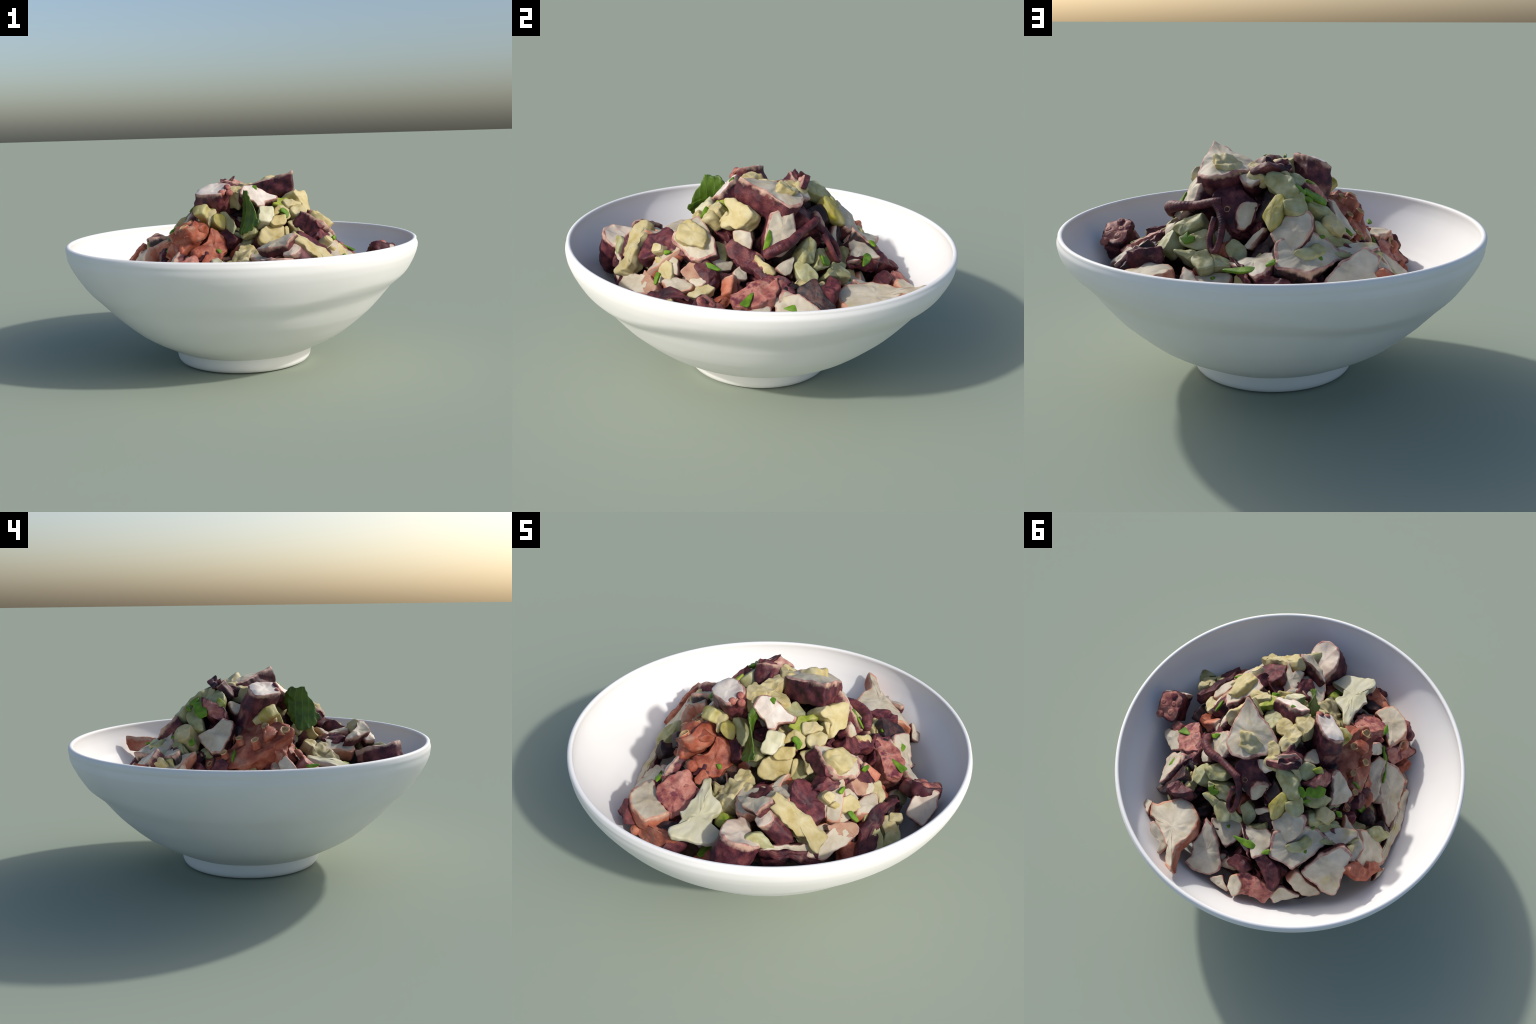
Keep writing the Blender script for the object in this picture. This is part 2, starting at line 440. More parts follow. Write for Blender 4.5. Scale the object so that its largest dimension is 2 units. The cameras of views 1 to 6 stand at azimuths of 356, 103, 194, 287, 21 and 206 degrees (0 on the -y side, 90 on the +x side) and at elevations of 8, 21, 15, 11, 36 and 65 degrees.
def tentacle(points, radii, seed):
    """A thin curled arm: rings along a smooth spine, with a row of small suckers' bumps."""
    P = [Vector(p) for p in points]
    path, rad = [], []
    for i in range(len(P) - 1):
        a, b, c, d = P[max(i - 1, 0)], P[i], P[i + 1], P[min(i + 2, len(P) - 1)]
        for t in np.linspace(0, 1, 14, endpoint=False):
            path.append(0.5 * ((2 * b) + (c - a) * t + (2 * a - 5 * b + 4 * c - d) * t * t + (3 * b - a - 3 * c + d) * t ** 3))
            rad.append(radii[i] * (1 - t) + radii[i + 1] * t)
    path.append(P[-1]); rad.append(radii[-1])
    m, v, f = 16, [], []
    side = Vector((0.3, 0.5, 0.8))
    origin = sum(path, Vector()) / len(path)
    for i, p in enumerate(path):
        tan = (path[min(i + 1, len(path) - 1)] - path[max(i - 1, 0)]).normalized()
        u = (side - tan * side.dot(tan)).normalized(); side = u
        w = tan.cross(u)
        end = 0.35 if i in (0, len(path) - 1) else 1.0
        for j in range(m):
            a = j * 2 * math.pi / m
            rr = rad[i] * end * (1 + 0.16 * noise.noise(Vector((p.x * 25 + math.cos(a), p.y * 25 + math.sin(a), p.z * 25 + seed))))
            rr *= 1 + 0.05 * max(0, math.cos(a)) * math.sin(i * 2.1)
            v.append(p - origin + (u * math.cos(a) + w * math.sin(a)) * rr)
    for i in range(len(path) - 1):
        for j in range(m):
            k = (j + 1) % m
            f.append((i * m + j, i * m + k, (i + 1) * m + k, (i + 1) * m + j))
    f.append(tuple(range(m))[::-1]); f.append(tuple((len(path) - 1) * m + j for j in range(m)))
    return mesh_object("curled_arm", v, f, ["skin"], salad, Matrix.Translation(origin))

# Every morsel: look, name of the morsel, centre, facing direction, depth, cross-section points (m), optional lofting axis, optional curvature of the piece
PIECES = [
    ("slab_peak", "oct", (0.205, 0.109, 1.02), (-0.001, 0.341, 0.94), 0.12, [(0.093, -0.08), (0.096, 0.002), (0.094, 0.104), (0.038, 0.139), (-0.04, 0.136), (-0.138, 0.071), (-0.159, -0.019), (-0.078, -0.072), (0.009, -0.115), (0.086, -0.166)], None, (-0.807, -1.211, -0.169)),
    ("pot_peak", "pot", (0.162, 0.163, 1.017), (-0.238, 0.581, 0.778), 0.07, [(-0.059, -0.021), (-0.029, -0.053), (0.051, -0.077), (0.056, -0.007), (0.042, 0.034), (-0.001, 0.061), (-0.06, 0.062)]),
    ("pot_c", "pot", (0.044, 0.138, 0.997), (0.241, 0.19, 0.952), 0.07, [(0.023, 0.051), (-0.022, 0.039), (-0.051, 0.002), (-0.025, -0.036), (0.005, -0.049), (0.071, -0.007)]),
    ("pot_d", "pot", (0.062, -0.039, 0.959), (0.284, 0.029, 0.958), 0.08, [(0.02, 0.04), (-0.029, 0.041), (-0.065, 0.003), (-0.023, -0.031), (0.03, -0.039), (0.066, -0.014)]),
    ("pot_e", "pot", (-0.006, 0.028, 0.985), (-0.031, 0.003, 1), 0.08, [(0.037, -0.02), (0.041, 0.06), (0.002, 0.091), (-0.025, 0.054), (-0.034, -0.016), (-0.044, -0.065), (0.022, -0.104)]),
    ("cel_f", "cel", (0.147, -0.098, 0.914), (0.262, -0.053, 0.964), 0.08, [(-0.015, 0.11), (-0.038, 0.041), (-0.07, -0.004), (-0.028, -0.036), (0.028, -0.078), (0.069, -0.077), (0.056, 0.043)]),
    ("slab_low", "oct", (-0.015, 0.183, 0.986), (-0.067, 0.657, 0.751), 0.1, [(-0.088, -0.061), (-0.053, -0.078), (-0.005, -0.033), (0.044, -0.004), (0.109, 0.032), (0.108, 0.057), (0.06, 0.072), (-0.002, 0.049), (-0.064, -0.018), (-0.109, -0.017)], None, (-0.352, -0.146, 0.073)),
    ("facet_low", "skin", (-0.068, 0.154, 1.023), (-0.067, 0.657, 0.751), 0.03, [(-0.013, -0.031), (0.053, 0.016), (0.004, 0.029), (-0.044, -0.015)]),
    ("cel_long", "cel", (-0.104, 0.256, 0.946), (0.065, 0.704, 0.707), 0.07, [(-0.068, -0.004), (-0.01, -0.034), (0.025, -0.082), (0.087, -0.06), (0.094, -0.024), (0.033, 0.037), (-0.019, 0.062), (-0.055, 0.078), (-0.086, 0.026)]),
    ("cel_end", "cel", (-0.194, 0.329, 0.879), (-0.299, 0.601, 0.741), 0.07, [(-0.05, 0.028), (-0.049, -0.015), (-0.007, -0.05), (0.023, -0.042), (0.046, -0.02), (0.033, 0.062), (0.004, 0.037)]),
    ("cel_frost", "cel", (-0.172, 0.135, 0.941), (-0.676, 0.1, 0.73), 0.07, [(-0.049, 0.006), (-0.036, -0.029), (0.026, -0.066), (0.047, -0.023), (0.041, 0.038), (-0.029, 0.073)]),
    ("cel_half", "pot", (-0.132, 0.185, 0.959), (-0.577, 0.255, 0.776), 0.05, [(-0.016, 0.011), (-0.01, -0.043), (0.011, -0.045), (0.025, -0.021), (0.008, 0.044), (-0.017, 0.053)]),
    ("wedge_a", "oct", (-0.145, 0.031, 0.897), (-0.472, -0.217, 0.854), 0.06, [(0.013, 0.049), (-0.016, 0.031), (-0.054, -0.008), (-0.011, -0.064), (0.026, -0.053), (0.042, 0.044)]),
    ("purple_tip", "skin", (-0.042, 0.081, 0.99), (-0.274, -0.278, 0.921), 0.05, [(0.02, 0.058), (-0.004, 0.04), (-0.023, -0.001), (-0.016, -0.036), (0.007, -0.043), (0.017, -0.019)]),
    ("stub", "octw", (-0.157, -0.134, 1.003), (-0.324, -0.364, 0.873), 0.24, [(0.075, 0.004), (0.045, 0.038), (0.013, 0.07), (-0.028, 0.082), (-0.076, 0.061), (-0.112, 0.022), (-0.061, -0.035), (-0.01, -0.074), (0.019, -0.084), (0.058, -0.049), (0.078, -0.033)], (-0.08, 0, -0.233), (-0.366, 0.245, 0.177)),
    ("slab_dot", "octw", (0.086, -0.188, 0.962), (0.11, -0.676, 0.728), 0.09, [(-0.063, -0.017), (-0.027, -0.04), (-0.016, -0.073), (0.015, -0.075), (0.023, -0.05), (0.051, -0.037), (0.094, -0.032), (0.096, -0.001), (0.067, 0.01), (0.039, 0.038), (0.005, 0.067), (-0.027, 0.076), (-0.072, 0.074), (-0.086, 0.051), (-0.098, 0.009)], None, (0.254, -0.036, -0.352)),
    ("leaf_big", "leaf", (0.006, -0.302, 0.887), (-0.955, -0.271, 0.121), 0.008, [(-0.099, 0.046), (-0.092, 0.004), (-0.072, -0.045), (-0.058, -0.087), (-0.024, -0.119), (-0.003, -0.136), (0.032, -0.123), (0.078, -0.095), (0.081, -0.081), (0.099, -0.057), (0.078, -0.036), (0.068, 0.009), (0.047, 0.041), (0.027, 0.065), (0.016, 0.093), (0.006, 0.107), (-0.015, 0.111), (-0.032, 0.097), (-0.057, 0.104), (-0.081, 0.101)]),
    ("leek_i", "yel", (-0.243, -0.201, 0.896), (-0.508, -0.609, 0.609), 0.1, [(-0.017, -0.039), (0.034, -0.029), (0.033, -0), (0.034, 0.04), (-0.034, 0.028), (-0.05, 0.001)]),
    ("leek_ii", "pot", (-0.195, -0.199, 0.857), (0.08, -0.86, 0.504), 0.1, [(-0.039, 0.002), (-0.019, -0.026), (-0, -0.072), (0.012, -0.045), (0.017, -0.014), (0.047, 0.022), (0.029, 0.04), (-0.005, 0.053), (-0.041, 0.039)]),
    ("leek_iii", "yel", (-0.133, -0.219, 0.83), (0.324, -0.884, 0.337), 0.1, [(-0.042, -0.003), (-0.011, -0.034), (0.025, -0.049), (0.037, -0.014), (0.025, 0.023), (0.001, 0.044), (-0.035, 0.032)]),
    ("leek_iv", "cel", (-0.088, -0.192, 0.815), (-0.036, -0.936, 0.35), 0.08, [(-0.033, 0.024), (-0.015, -0.01), (-0.014, -0.064), (0.034, -0.071), (0.044, -0.021), (0.023, 0.024), (-0.009, 0.061), (-0.031, 0.056)]),
    ("red_big", "red", (-0.352, -0.089, 0.724), (-0.682, 0.157, 0.714), 0.1, [(-0.004, 0.148), (-0.062, 0.153), (-0.074, 0.082), (-0.07, -0.006), (-0.103, -0.085), (-0.181, -0.125), (-0.167, -0.159), (-0.044, -0.142), (0.012, -0.13), (0.081, -0.095), (0.132, -0.037), (0.224, 0.095), (0.157, 0.151), (0.099, 0.15)], None, (0.3, 0.212, -0.619)),
    ("red_legs", "red", (-0.185, -0.297, 0.692), (0.221, -0.794, 0.567), 0.1, [(-0.106, -0.025), (-0.089, -0.048), (-0.071, -0.047), (-0.021, -0.047), (-0.004, -0.08), (0.051, -0.074), (0.067, -0.033), (0.09, -0.004), (0.094, 0.045), (0.067, 0.074), (0.044, 0.097), (0.007, 0.101), (-0.029, 0.041), (-0.101, -0)], None, (-1.091, -0.31, 1.059)),
    ("red_foot", "red", (-0.204, -0.376, 0.635), (0.093, -0.655, 0.75), 0.08, [(-0.028, -0.023), (-0.004, -0.029), (0.022, -0.004), (0.035, 0.011), (0.007, 0.041), (-0.033, 0.004)]),
    ("red_end", "red", (-0.334, -0.272, 0.722), (-0.468, -0.728, 0.502), 0.09, [(-0.039, -0.041), (-0.029, -0.078), (-0, -0.077), (0.032, -0.025), (0.071, 0.055), (0.047, 0.081), (-0.016, 0.066), (-0.065, 0.02)], None, (-0.16, -0.394, -0.155)),
    ("red_top", "red", (-0.302, -0.23, 0.808), (-0.31, -0.362, 0.879), 0.09, [(-0.064, -0.011), (-0.011, -0.029), (0.046, -0.07), (0.092, -0.036), (0.059, 0.002), (0.022, 0.042), (-0.012, 0.034), (-0.049, 0.046), (-0.082, 0.022)]),
    ("onion_big", "oni", (0.143, -0.33, 0.746), (0.33, -0.789, 0.518), 0.05, [(-0.073, -0.016), (-0.05, -0.043), (0.003, -0.053), (0.068, -0.059), (0.086, 0.003), (0.087, 0.05), (-0.008, 0.066), (-0.043, 0.043), (-0.07, 0.01)], None, (-0.497, 1.293, 0.508)),
    ("onion_up", "oni", (0.183, -0.3, 0.833), (0.299, -0.792, 0.531), 0.05, [(-0.039, -0.026), (0.025, -0.031), (0.048, -0.014), (0.051, 0.024), (-0.004, 0.035), (-0.028, 0.021), (-0.054, -0.009)]),
    ("onion_flap", "oni", (0.227, -0.296, 0.761), (0.216, -0.797, 0.564), 0.05, [(-0.01, -0.01), (-0.013, -0.054), (0.014, -0.011), (0.019, 0.039), (-0.01, 0.037)]),
    ("cube_white", "white", (0.111, -0.291, 0.867), (0.059, -0.719, 0.693), 0.09, [(-0.031, 0.013), (-0.042, -0.01), (-0.048, -0.041), (-0.036, -0.054), (0.038, -0.045), (0.046, -0.007), (0.054, 0.042), (0.046, 0.053), (-0.027, 0.05)]),
    ("cel_leaf", "cel", (0.021, -0.291, 0.782), (-0.466, -0.705, 0.535), 0.06, [(-0.036, -0.05), (0.041, -0.014), (0.036, 0.007), (0.032, 0.018), (-0.01, 0.033), (-0.063, 0.005)]),
    ("lime_wedge", "lime", (0.222, -0.159, 0.915), (0.359, -0.356, 0.863), 0.03, [(-0.058, -0.038), (-0.015, -0.044), (0.032, -0.048), (0.038, -0.039), (-0, -0.025), (-0.004, -0.012), (0.003, 0.022), (0.051, 0.076), (0.033, 0.084), (-0.036, 0.023), (-0.044, 0.001)]),
    ("pot_bl_a", "pot", (0.267, -0.175, 0.915), (0.308, -0.524, 0.794), 0.08, [(-0.047, -0.003), (-0.025, -0.033), (0.009, -0.03), (0.046, -0.021), (0.055, 0), (0.025, 0.037), (-0.021, 0.035), (-0.042, 0.015)]),
    ("pot_bl_b", "pot", (0.305, -0.211, 0.874), (0.203, -0.693, 0.691), 0.09, [(-0.041, -0.022), (-0.007, -0.047), (0.035, -0.015), (0.042, 0.015), (0.011, 0.046), (-0.04, 0.023)]),
    ("onion_mid", "oni", (0.207, -0.232, 0.871), (0.307, -0.744, 0.593), 0.06, [(-0.056, -0.005), (-0.051, -0.022), (0.002, -0.005), (0.005, -0.052), (0.049, -0.035), (0.058, 0.012), (0.032, 0.036), (-0, 0.045), (-0.039, 0.027)]),
    ("pepper", "herb", (0.223, -0.253, 0.87), (0.332, -0.813, 0.479), 0.02, [(-0.006, -0.005), (-0, -0.04), (0.017, -0.032), (0.026, -0.005), (0.014, 0.015), (-0.006, 0.03), (-0.021, 0.027), (-0.024, 0.01)]),
    ("pot_big", "pot", (0.356, -0.059, 0.907), (0.782, -0.416, 0.465), 0.09, [(-0.037, 0), (-0.062, -0.022), (-0.069, -0.06), (-0.044, -0.061), (0.005, -0.054), (0.052, -0.043), (0.08, -0.021), (0.098, 0.014), (0.098, 0.043), (0.013, 0.074), (-0.051, 0.078), (-0.082, 0.052)], None, (-0.364, -0.117, -0.484)),
    ("pot_side", "pot", (0.321, -0.114, 0.896), (0.458, -0.571, 0.681), 0.06, [(-0.012, 0.004), (-0.006, -0.039), (0.009, -0.014), (0.019, 0.018), (-0.009, 0.031)]),
    ("slab_curl", "oct", (0.342, 0.177, 0.863), (0.725, 0.514, 0.459), 0.14, [(-0.007, -0.119), (0.062, -0.058), (0.071, 0.023), (0.066, 0.09), (0.009, 0.056), (0.007, 0.097), (-0.039, 0.076), (-0.08, -0.04), (-0.088, -0.125)]),
    ("chunk_purple", "skin", (0.091, 0.275, 0.841), (-0.109, 0.748, 0.655), 0.13, [(-0.064, -0.048), (-0.008, -0.115), (0.026, -0.118), (0.083, -0.046), (0.108, 0.013), (0.053, 0.05), (0.001, 0.13), (-0.084, 0.101), (-0.115, 0.034)], None, (0.823, -0.314, -1.041)),
    ("chunk_cut", "oct", (0.036, 0.317, 0.813), (-0.518, 0.768, 0.376), 0.06, [(-0.039, -0.008), (-0.048, -0.05), (-0.02, -0.06), (0.015, -0.04), (0.054, 0.014), (0.068, 0.053), (-0.002, 0.053), (-0.028, 0.039)]),
    ("tip_j", "knob", (0.801, -0.005, 0.62), (0.078, 0.516, 0.853), 0.06, [(0.017, 0.085), (-0.04, 0.082), (-0.059, 0.054), (-0.066, -0.005), (-0.052, -0.073), (-0.025, -0.095), (0.028, -0.082), (0.072, -0.049), (0.067, 0.007), (0.057, 0.076)]),
    ("tip_j_face", "octp", (0.819, -0.115, 0.594), (0.153, -0.814, 0.56), 0.16, [(-0.059, -0.005), (-0.074, -0.061), (-0.063, -0.081), (-0.009, -0.108), (0.031, -0.073), (0.058, -0.018), (0.057, 0.012), (0.062, 0.051), (0.04, 0.061), (0.014, 0.079), (-0.016, 0.084), (-0.043, 0.06)]),
    ("pink_a", "pink", (0.59, 0.122, 0.629), (0.382, -0.142, 0.913), 0.12, [(0.014, 0.093), (-0.06, 0.101), (-0.105, 0.066), (-0.094, 0.007), (-0.032, -0.071), (0.036, -0.105), (0.082, -0.081), (0.095, -0.044), (0.063, 0.033)], None, (0.621, 0.196, -0.174)),
    ("pink_a_face", "oct", (0.705, 0.146, 0.543), (0.625, 0.313, 0.716), 0.08, [(0.012, -0.04), (0.075, -0.009), (0.09, 0.067), (0.019, 0.069), (-0.038, 0.037), (-0.082, -0.038), (-0.076, -0.085)]),
    ("pink_b", "pink", (0.721, 0.066, 0.559), (0.381, 0.382, 0.842), 0.07, [(0.009, -0.032), (0.033, 0.01), (0.014, 0.041), (-0.03, 0.011), (-0.026, -0.03)]),
    ("black_strip", "skb", (0.547, 0.384, 0.612), (0.758, 0.025, 0.652), 0.05, [(-0.054, -0.017), (0.021, -0.047), (0.084, -0.112), (0.09, -0.009), (0.04, 0.044), (-0.005, 0.101), (-0.08, 0.052), (-0.094, -0.012)]),
    ("black_strip_w", "oct", (0.605, 0.324, 0.53), (0.687, 0.411, 0.599), 0.06, [(-0.008, -0.057), (0.054, -0.174), (0.063, -0.13), (0.043, -0.043), (0.004, 0.106), (-0.039, 0.148), (-0.066, 0.1), (-0.051, 0.05)]),
    ("black_b", "skb", (0.505, 0.266, 0.647), (0.234, 0.385, 0.893), 0.08, [(0.014, 0.017), (-0.031, 0.038), (-0.055, -0.005), (-0.007, -0.017), (0.032, -0.024), (0.047, -0.008)]),
    ("brown_c", "skin", (0.536, 0.187, 0.643), (0.497, -0.026, 0.868), 0.08, [(-0.045, -0.037), (-0.01, -0.126), (0.034, -0.045), (0.063, -0.002), (0.027, 0.059), (0.002, 0.11), (-0.071, 0.041)]),
    ("brown_d", "skin", (0.426, 0.039, 0.739), (0.856, 0.089, 0.509), 0.08, [(-0.11, 0.046), (-0.071, -0.02), (-0, -0.061), (0.159, -0.115), (0.077, -0.031), (0.04, 0.025), (-0.019, 0.077), (-0.076, 0.08)]),
    ("pot_d2", "pot", (0.456, 0.124, 0.715), (0.786, -0.132, 0.604), 0.06, [(-0.048, 0.019), (-0.019, -0.02), (0.038, -0.042), (0.062, -0.021), (0.023, 0.016), (-0.056, 0.049)]),
    ("strip_a", "pot", (0.448, 0.338, 0.65), (0.549, 0.097, 0.83), 0.05, [(-0.073, 0.005), (-0.04, -0.017), (0.066, -0.011), (0.078, 0.001), (-0.031, 0.022)]),
    ("strip_b", "pot", (0.481, 0.354, 0.627), (0.554, 0.045, 0.831), 0.05, [(-0.052, 0.018), (-0.042, -0.007), (0.006, -0.039), (0.063, -0.005), (0.025, 0.034)]),
    ("slab_salmon", "octr", (0.401, 0.653, 0.613), (0.24, 0.029, 0.97), 0.09, [(0.184, -0.024), (0.124, -0.014), (0.09, 0.012), (0.026, 0.05), (-0.036, 0.108), (-0.057, 0.169), (-0.094, 0.207), (-0.14, 0.22), (-0.098, 0.152), (-0.082, 0.085), (-0.11, 0.011), (-0.123, -0.045), (-0.101, -0.108), (-0.063, -0.153), (-0.014, -0.177), (0.055, -0.167), (0.083, -0.147), (0.153, -0.089), (0.204, -0.09)], None, (-0.895, -1.073, -0.046)),
    ("flap_a", "oct", (0.626, 0.566, 0.509), (0.431, -0.32, 0.844), 0.04, [(0.02, 0.073), (-0.033, -0.013), (-0.008, -0.045), (0.021, -0.016)]),
    ("flap_b", "oct", (0.44, 0.735, 0.583), (0.001, 0.268, 0.963), 0.05, [(0.033, -0.004), (-0.017, 0.027), (-0.026, 0.074), (-0.041, 0.079), (-0.064, 0.024), (-0.056, 0), (-0.022, -0.031), (0.038, -0.057), (0.071, -0.065), (0.084, -0.047)]),
    ("slab_w2", "oct", (0.187, 0.672, 0.532), (-0.221, 0.446, 0.867), 0.09, [(0.077, -0.092), (0.08, -0.006), (0.049, 0.06), (0.064, 0.103), (0.036, 0.116), (-0.032, 0.117), (-0.094, 0.096), (-0.114, 0.045), (-0.109, 0.002), (-0.073, -0.036), (-0.009, -0.102), (0.036, -0.142), (0.089, -0.16)]),
    ("slab_violet", "oct", (0.136, 0.503, 0.558), (0.005, 0.347, 0.938), 0.09, [(0.073, 0.03), (0.033, 0.059), (-0.022, 0.087), (-0.044, 0.081), (-0.077, 0.025), (-0.082, -0.038), (-0.063, -0.068), (-0.02, -0.071), (0.026, -0.057), (0.073, -0.027), (0.102, -0.02)]),
    ("slab_dusk", "oct", (-0.057, 0.504, 0.656), (0.225, 0.316, 0.922), 0.07, [(0.064, 0.019), (0.021, 0.06), (-0.012, 0.104), (-0.057, 0.068), (-0.092, 0.002), (-0.078, -0.053), (-0.041, -0.069), (0.007, -0.047), (0.065, -0.038), (0.123, -0.047)]),
    ("strip_dusk", "skin", (-0, 0.52, 0.64), (-0.06, 0.359, 0.931), 0.06, [(0.031, -0.017), (-0.021, 0.035), (-0.064, 0.088), (-0.045, 0.031), (-0.004, -0.027), (0.037, -0.053), (0.066, -0.058)]),
    ("black_hole", "skb", (-0.052, 0.394, 0.654), (0.403, 0.794, 0.454), 0.05, [(-0.022, -0.074), (0.034, -0.036), (0.067, 0.003), (0.008, 0.071), (-0.033, 0.048), (-0.055, -0.012)]),
    ("slab_oval", "oct", (-0.196, 0.418, 0.768), (0.046, 0.714, 0.699), 0.1, [(-0.064, -0.048), (-0.035, -0.056), (-0.004, -0.127), (0.034, -0.112), (0.032, -0.071), (0.064, -0.026), (0.076, 0.037), (0.064, 0.097), (0.047, 0.119), (0.006, 0.095), (-0.046, 0.085), (-0.079, 0.015), (-0.094, -0.007)]),
    ("slab_blk", "octb", (-0.276, 0.453, 0.693), (-0.316, 0.421, 0.85), 0.13, [(0.121, 0.066), (0.086, 0.13), (0.027, 0.118), (-0.046, 0.114), (-0.074, 0.044), (-0.098, -0.014), (-0.108, -0.062), (-0.14, -0.108), (-0.056, -0.138), (0.033, -0.113), (0.107, -0.049), (0.149, 0.012)], None, (-0.014, -2.21, 0.625)),
    ("onion_on", "cel", (-0.29, 0.442, 0.71), (-0.316, 0.421, 0.85), 0.03, [(0.021, 0.059), (-0.022, 0.029), (-0.054, -0.025), (-0.037, -0.047), (0.011, -0.05), (0.018, -0.016), (0.061, 0.05)]),
    ("yel_a", "yel", (-0.102, 0.355, 0.857), (0.236, 0.722, 0.651), 0.07, [(0.011, -0.092), (0.034, -0.075), (0.032, -0.023), (0.028, 0.05), (0.006, 0.072), (-0.026, 0.076), (-0.04, 0.025), (-0.045, -0.033)], None, (0.145, 0.279, -0.783)),
    ("cel_r", "cel", (0.053, 0.405, 0.663), (-0.091, 0.744, 0.662), 0.06, [(-0.017, -0.063), (0.017, -0.077), (0.033, -0.035), (0.037, 0.016), (0.014, 0.057), (-0.028, 0.073), (-0.055, 0.03)]),
    ("sliver_a", "oct", (-0.016, 0.372, 0.729), (0.457, 0.75, 0.479), 0.05, [(-0.014, -0.053), (0.04, 0.034), (0.035, 0.057), (-0.016, 0.01), (-0.045, -0.049)]),
    ("cel_g2", "cel", (-0.286, 0.211, 0.839), (-0.685, 0.085, 0.723), 0.06, [(-0.069, 0.028), (-0.025, -0.033), (0.013, -0.057), (0.045, -0.056), (0.063, -0.051), (0.007, 0.06), (-0.035, 0.109)]),
    ("cel_base", "cel", (-0.345, 0.285, 0.734), (-0.65, 0.39, 0.653), 0.06, [(-0.076, 0.031), (-0.073, -0.014), (-0.03, -0.032), (0.039, -0.06), (0.089, -0.06), (0.074, -0.033), (0.041, -0.031), (0.001, 0.019), (-0.009, 0.081), (-0.056, 0.097)]),
    ("pot_cube_lit", "pot", (-0.352, 0.259, 0.782), (-0.579, 0.349, 0.737), 0.11, [(-0.05, 0.013), (-0.034, -0.008), (0.004, -0.055), (0.034, -0.051), (0.051, -0.02), (0.037, 0.025), (-0.001, 0.063), (-0.042, 0.033)], None, (0.206, 0.063, -0.319)),
    ("slab_w47", "octb", (-0.475, 0.281, 0.684), (-0.161, 0.323, 0.933), 0.09, [(0.047, 0.061), (-0.008, 0.058), (-0.027, 0.035), (-0.041, 0.003), (-0.071, -0.046), (-0.051, -0.058), (-0.001, -0.054), (0.042, -0.03), (0.109, 0.029)]),
    ("slab_pink48", "octr", (-0.522, 0.278, 0.636), (-0.449, 0.085, 0.889), 0.07, [(0.065, -0.034), (0.016, 0.039), (-0.014, 0.123), (-0.072, 0.127), (-0.08, 0.051), (-0.08, -0.024), (-0, -0.077), (0.06, -0.092), (0.105, -0.113)]),
    ("slab_w49", "oct", (-0.487, 0.469, 0.598), (-0.315, 0.657, 0.685), 0.09, [(-0.108, -0.064), (-0.042, -0.119), (0.03, -0.152), (0.058, -0.092), (0.078, -0.005), (0.105, 0.052), (0.114, 0.109), (0.067, 0.156), (-0.053, 0.087), (-0.101, 0.043), (-0.148, -0.016)]),
    ("pot_49", "pot", (-0.531, 0.352, 0.645), (-0.314, 0.429, 0.847), 0.08, [(-0.043, -0.04), (0.02, -0.045), (0.016, -0.019), (0.037, 0.014), (0.043, 0.034), (0.023, 0.048), (-0.035, 0.034), (-0.063, -0.026)]),
    ("slab_50", "octr", (-0.384, 0.585, 0.506), (-0.521, 0.688, 0.505), 0.07, [(-0.042, -0.023), (0.02, -0.085), (0.099, -0.079), (0.026, 0.023), (-0.021, 0.109), (-0.082, 0.054)]),
    ("pink_51", "skin", (-0.196, 0.624, 0.578), (0.046, 0.663, 0.747), 0.1, [(-0.056, -0.009), (0.021, -0.074), (0.051, -0.085), (0.062, -0.039), (0.053, -0.011), (0.045, 0.032), (-0.004, 0.066), (-0.066, 0.075), (-0.106, 0.046)]),
    ("salmon_52", "pink", (-0.115, 0.734, 0.488), (-0.076, 0.55, 0.831), 0.09, [(-0.068, -0.066), (-0.041, -0.042), (0.026, -0.039), (0.111, -0.05), (0.129, 0.026), (0.049, 0.066), (-0.024, 0.081), (-0.082, 0.047), (-0.102, -0.023)]),
    ("white_52", "octr", (-0.05, 0.756, 0.504), (0.048, 0.448, 0.893), 0.08, [(-0.01, 0.057), (-0.036, 0.034), (-0.033, -0.02), (0.009, -0.057), (0.036, -0.033), (0.034, 0.019)]),
    ("pink_52", "skin", (-0.016, 0.649, 0.541), (0.098, 0.573, 0.814), 0.08, [(-0.04, -0.037), (0.046, -0.015), (0.068, 0.006), (0.034, 0.039), (-0.037, 0.031), (-0.071, -0.024)]),
    ("flesh_53", "oct", (0.027, 0.771, 0.466), (0.075, 0.296, 0.952), 0.05, [(-0.041, 0.034), (-0.055, 0.018), (0.024, -0.051), (0.072, -0)]),
    ("flesh_53b", "oct", (-0.301, 0.677, 0.469), (-0.535, 0.633, 0.56), 0.05, [(-0.041, -0.032), (0.103, -0.032), (0.007, 0.051), (-0.069, 0.013)]),
    ("slab_54", "octr", (-0.625, 0.229, 0.535), (-0.766, -0.218, 0.604), 0.09, [(0.018, 0.093), (-0.018, 0.061), (-0.058, 0.075), (-0.099, 0.09), (-0.108, 0.039), (-0.107, -0.01), (-0.057, -0.05), (-0.014, -0.145), (0.017, -0.114), (0.064, -0.114), (0.091, -0.076), (0.106, -0.028), (0.103, 0.043), (0.062, 0.135)], None, (-0.794, 0.383, 0.838)),
    ("red_55", "red", (-0.671, 0.335, 0.542), (-0.769, -0.041, 0.637), 0.1, [(-0.083, 0.053), (-0.064, -0.001), (-0.016, -0.05), (0.03, -0.073), (0.074, -0.113), (0.065, -0.09), (0.068, -0.045), (0.044, 0.009), (-0.007, 0.013), (-0.01, 0.053), (-0.018, 0.109), (-0.085, 0.133)]),
    ("flesh_55", "oct", (-0.731, 0.284, 0.422), (-0.504, -0.281, 0.817), 0.05, [(-0.043, 0.038), (-0.013, -0.004), (0.041, -0.042), (0.015, 0.008)]),
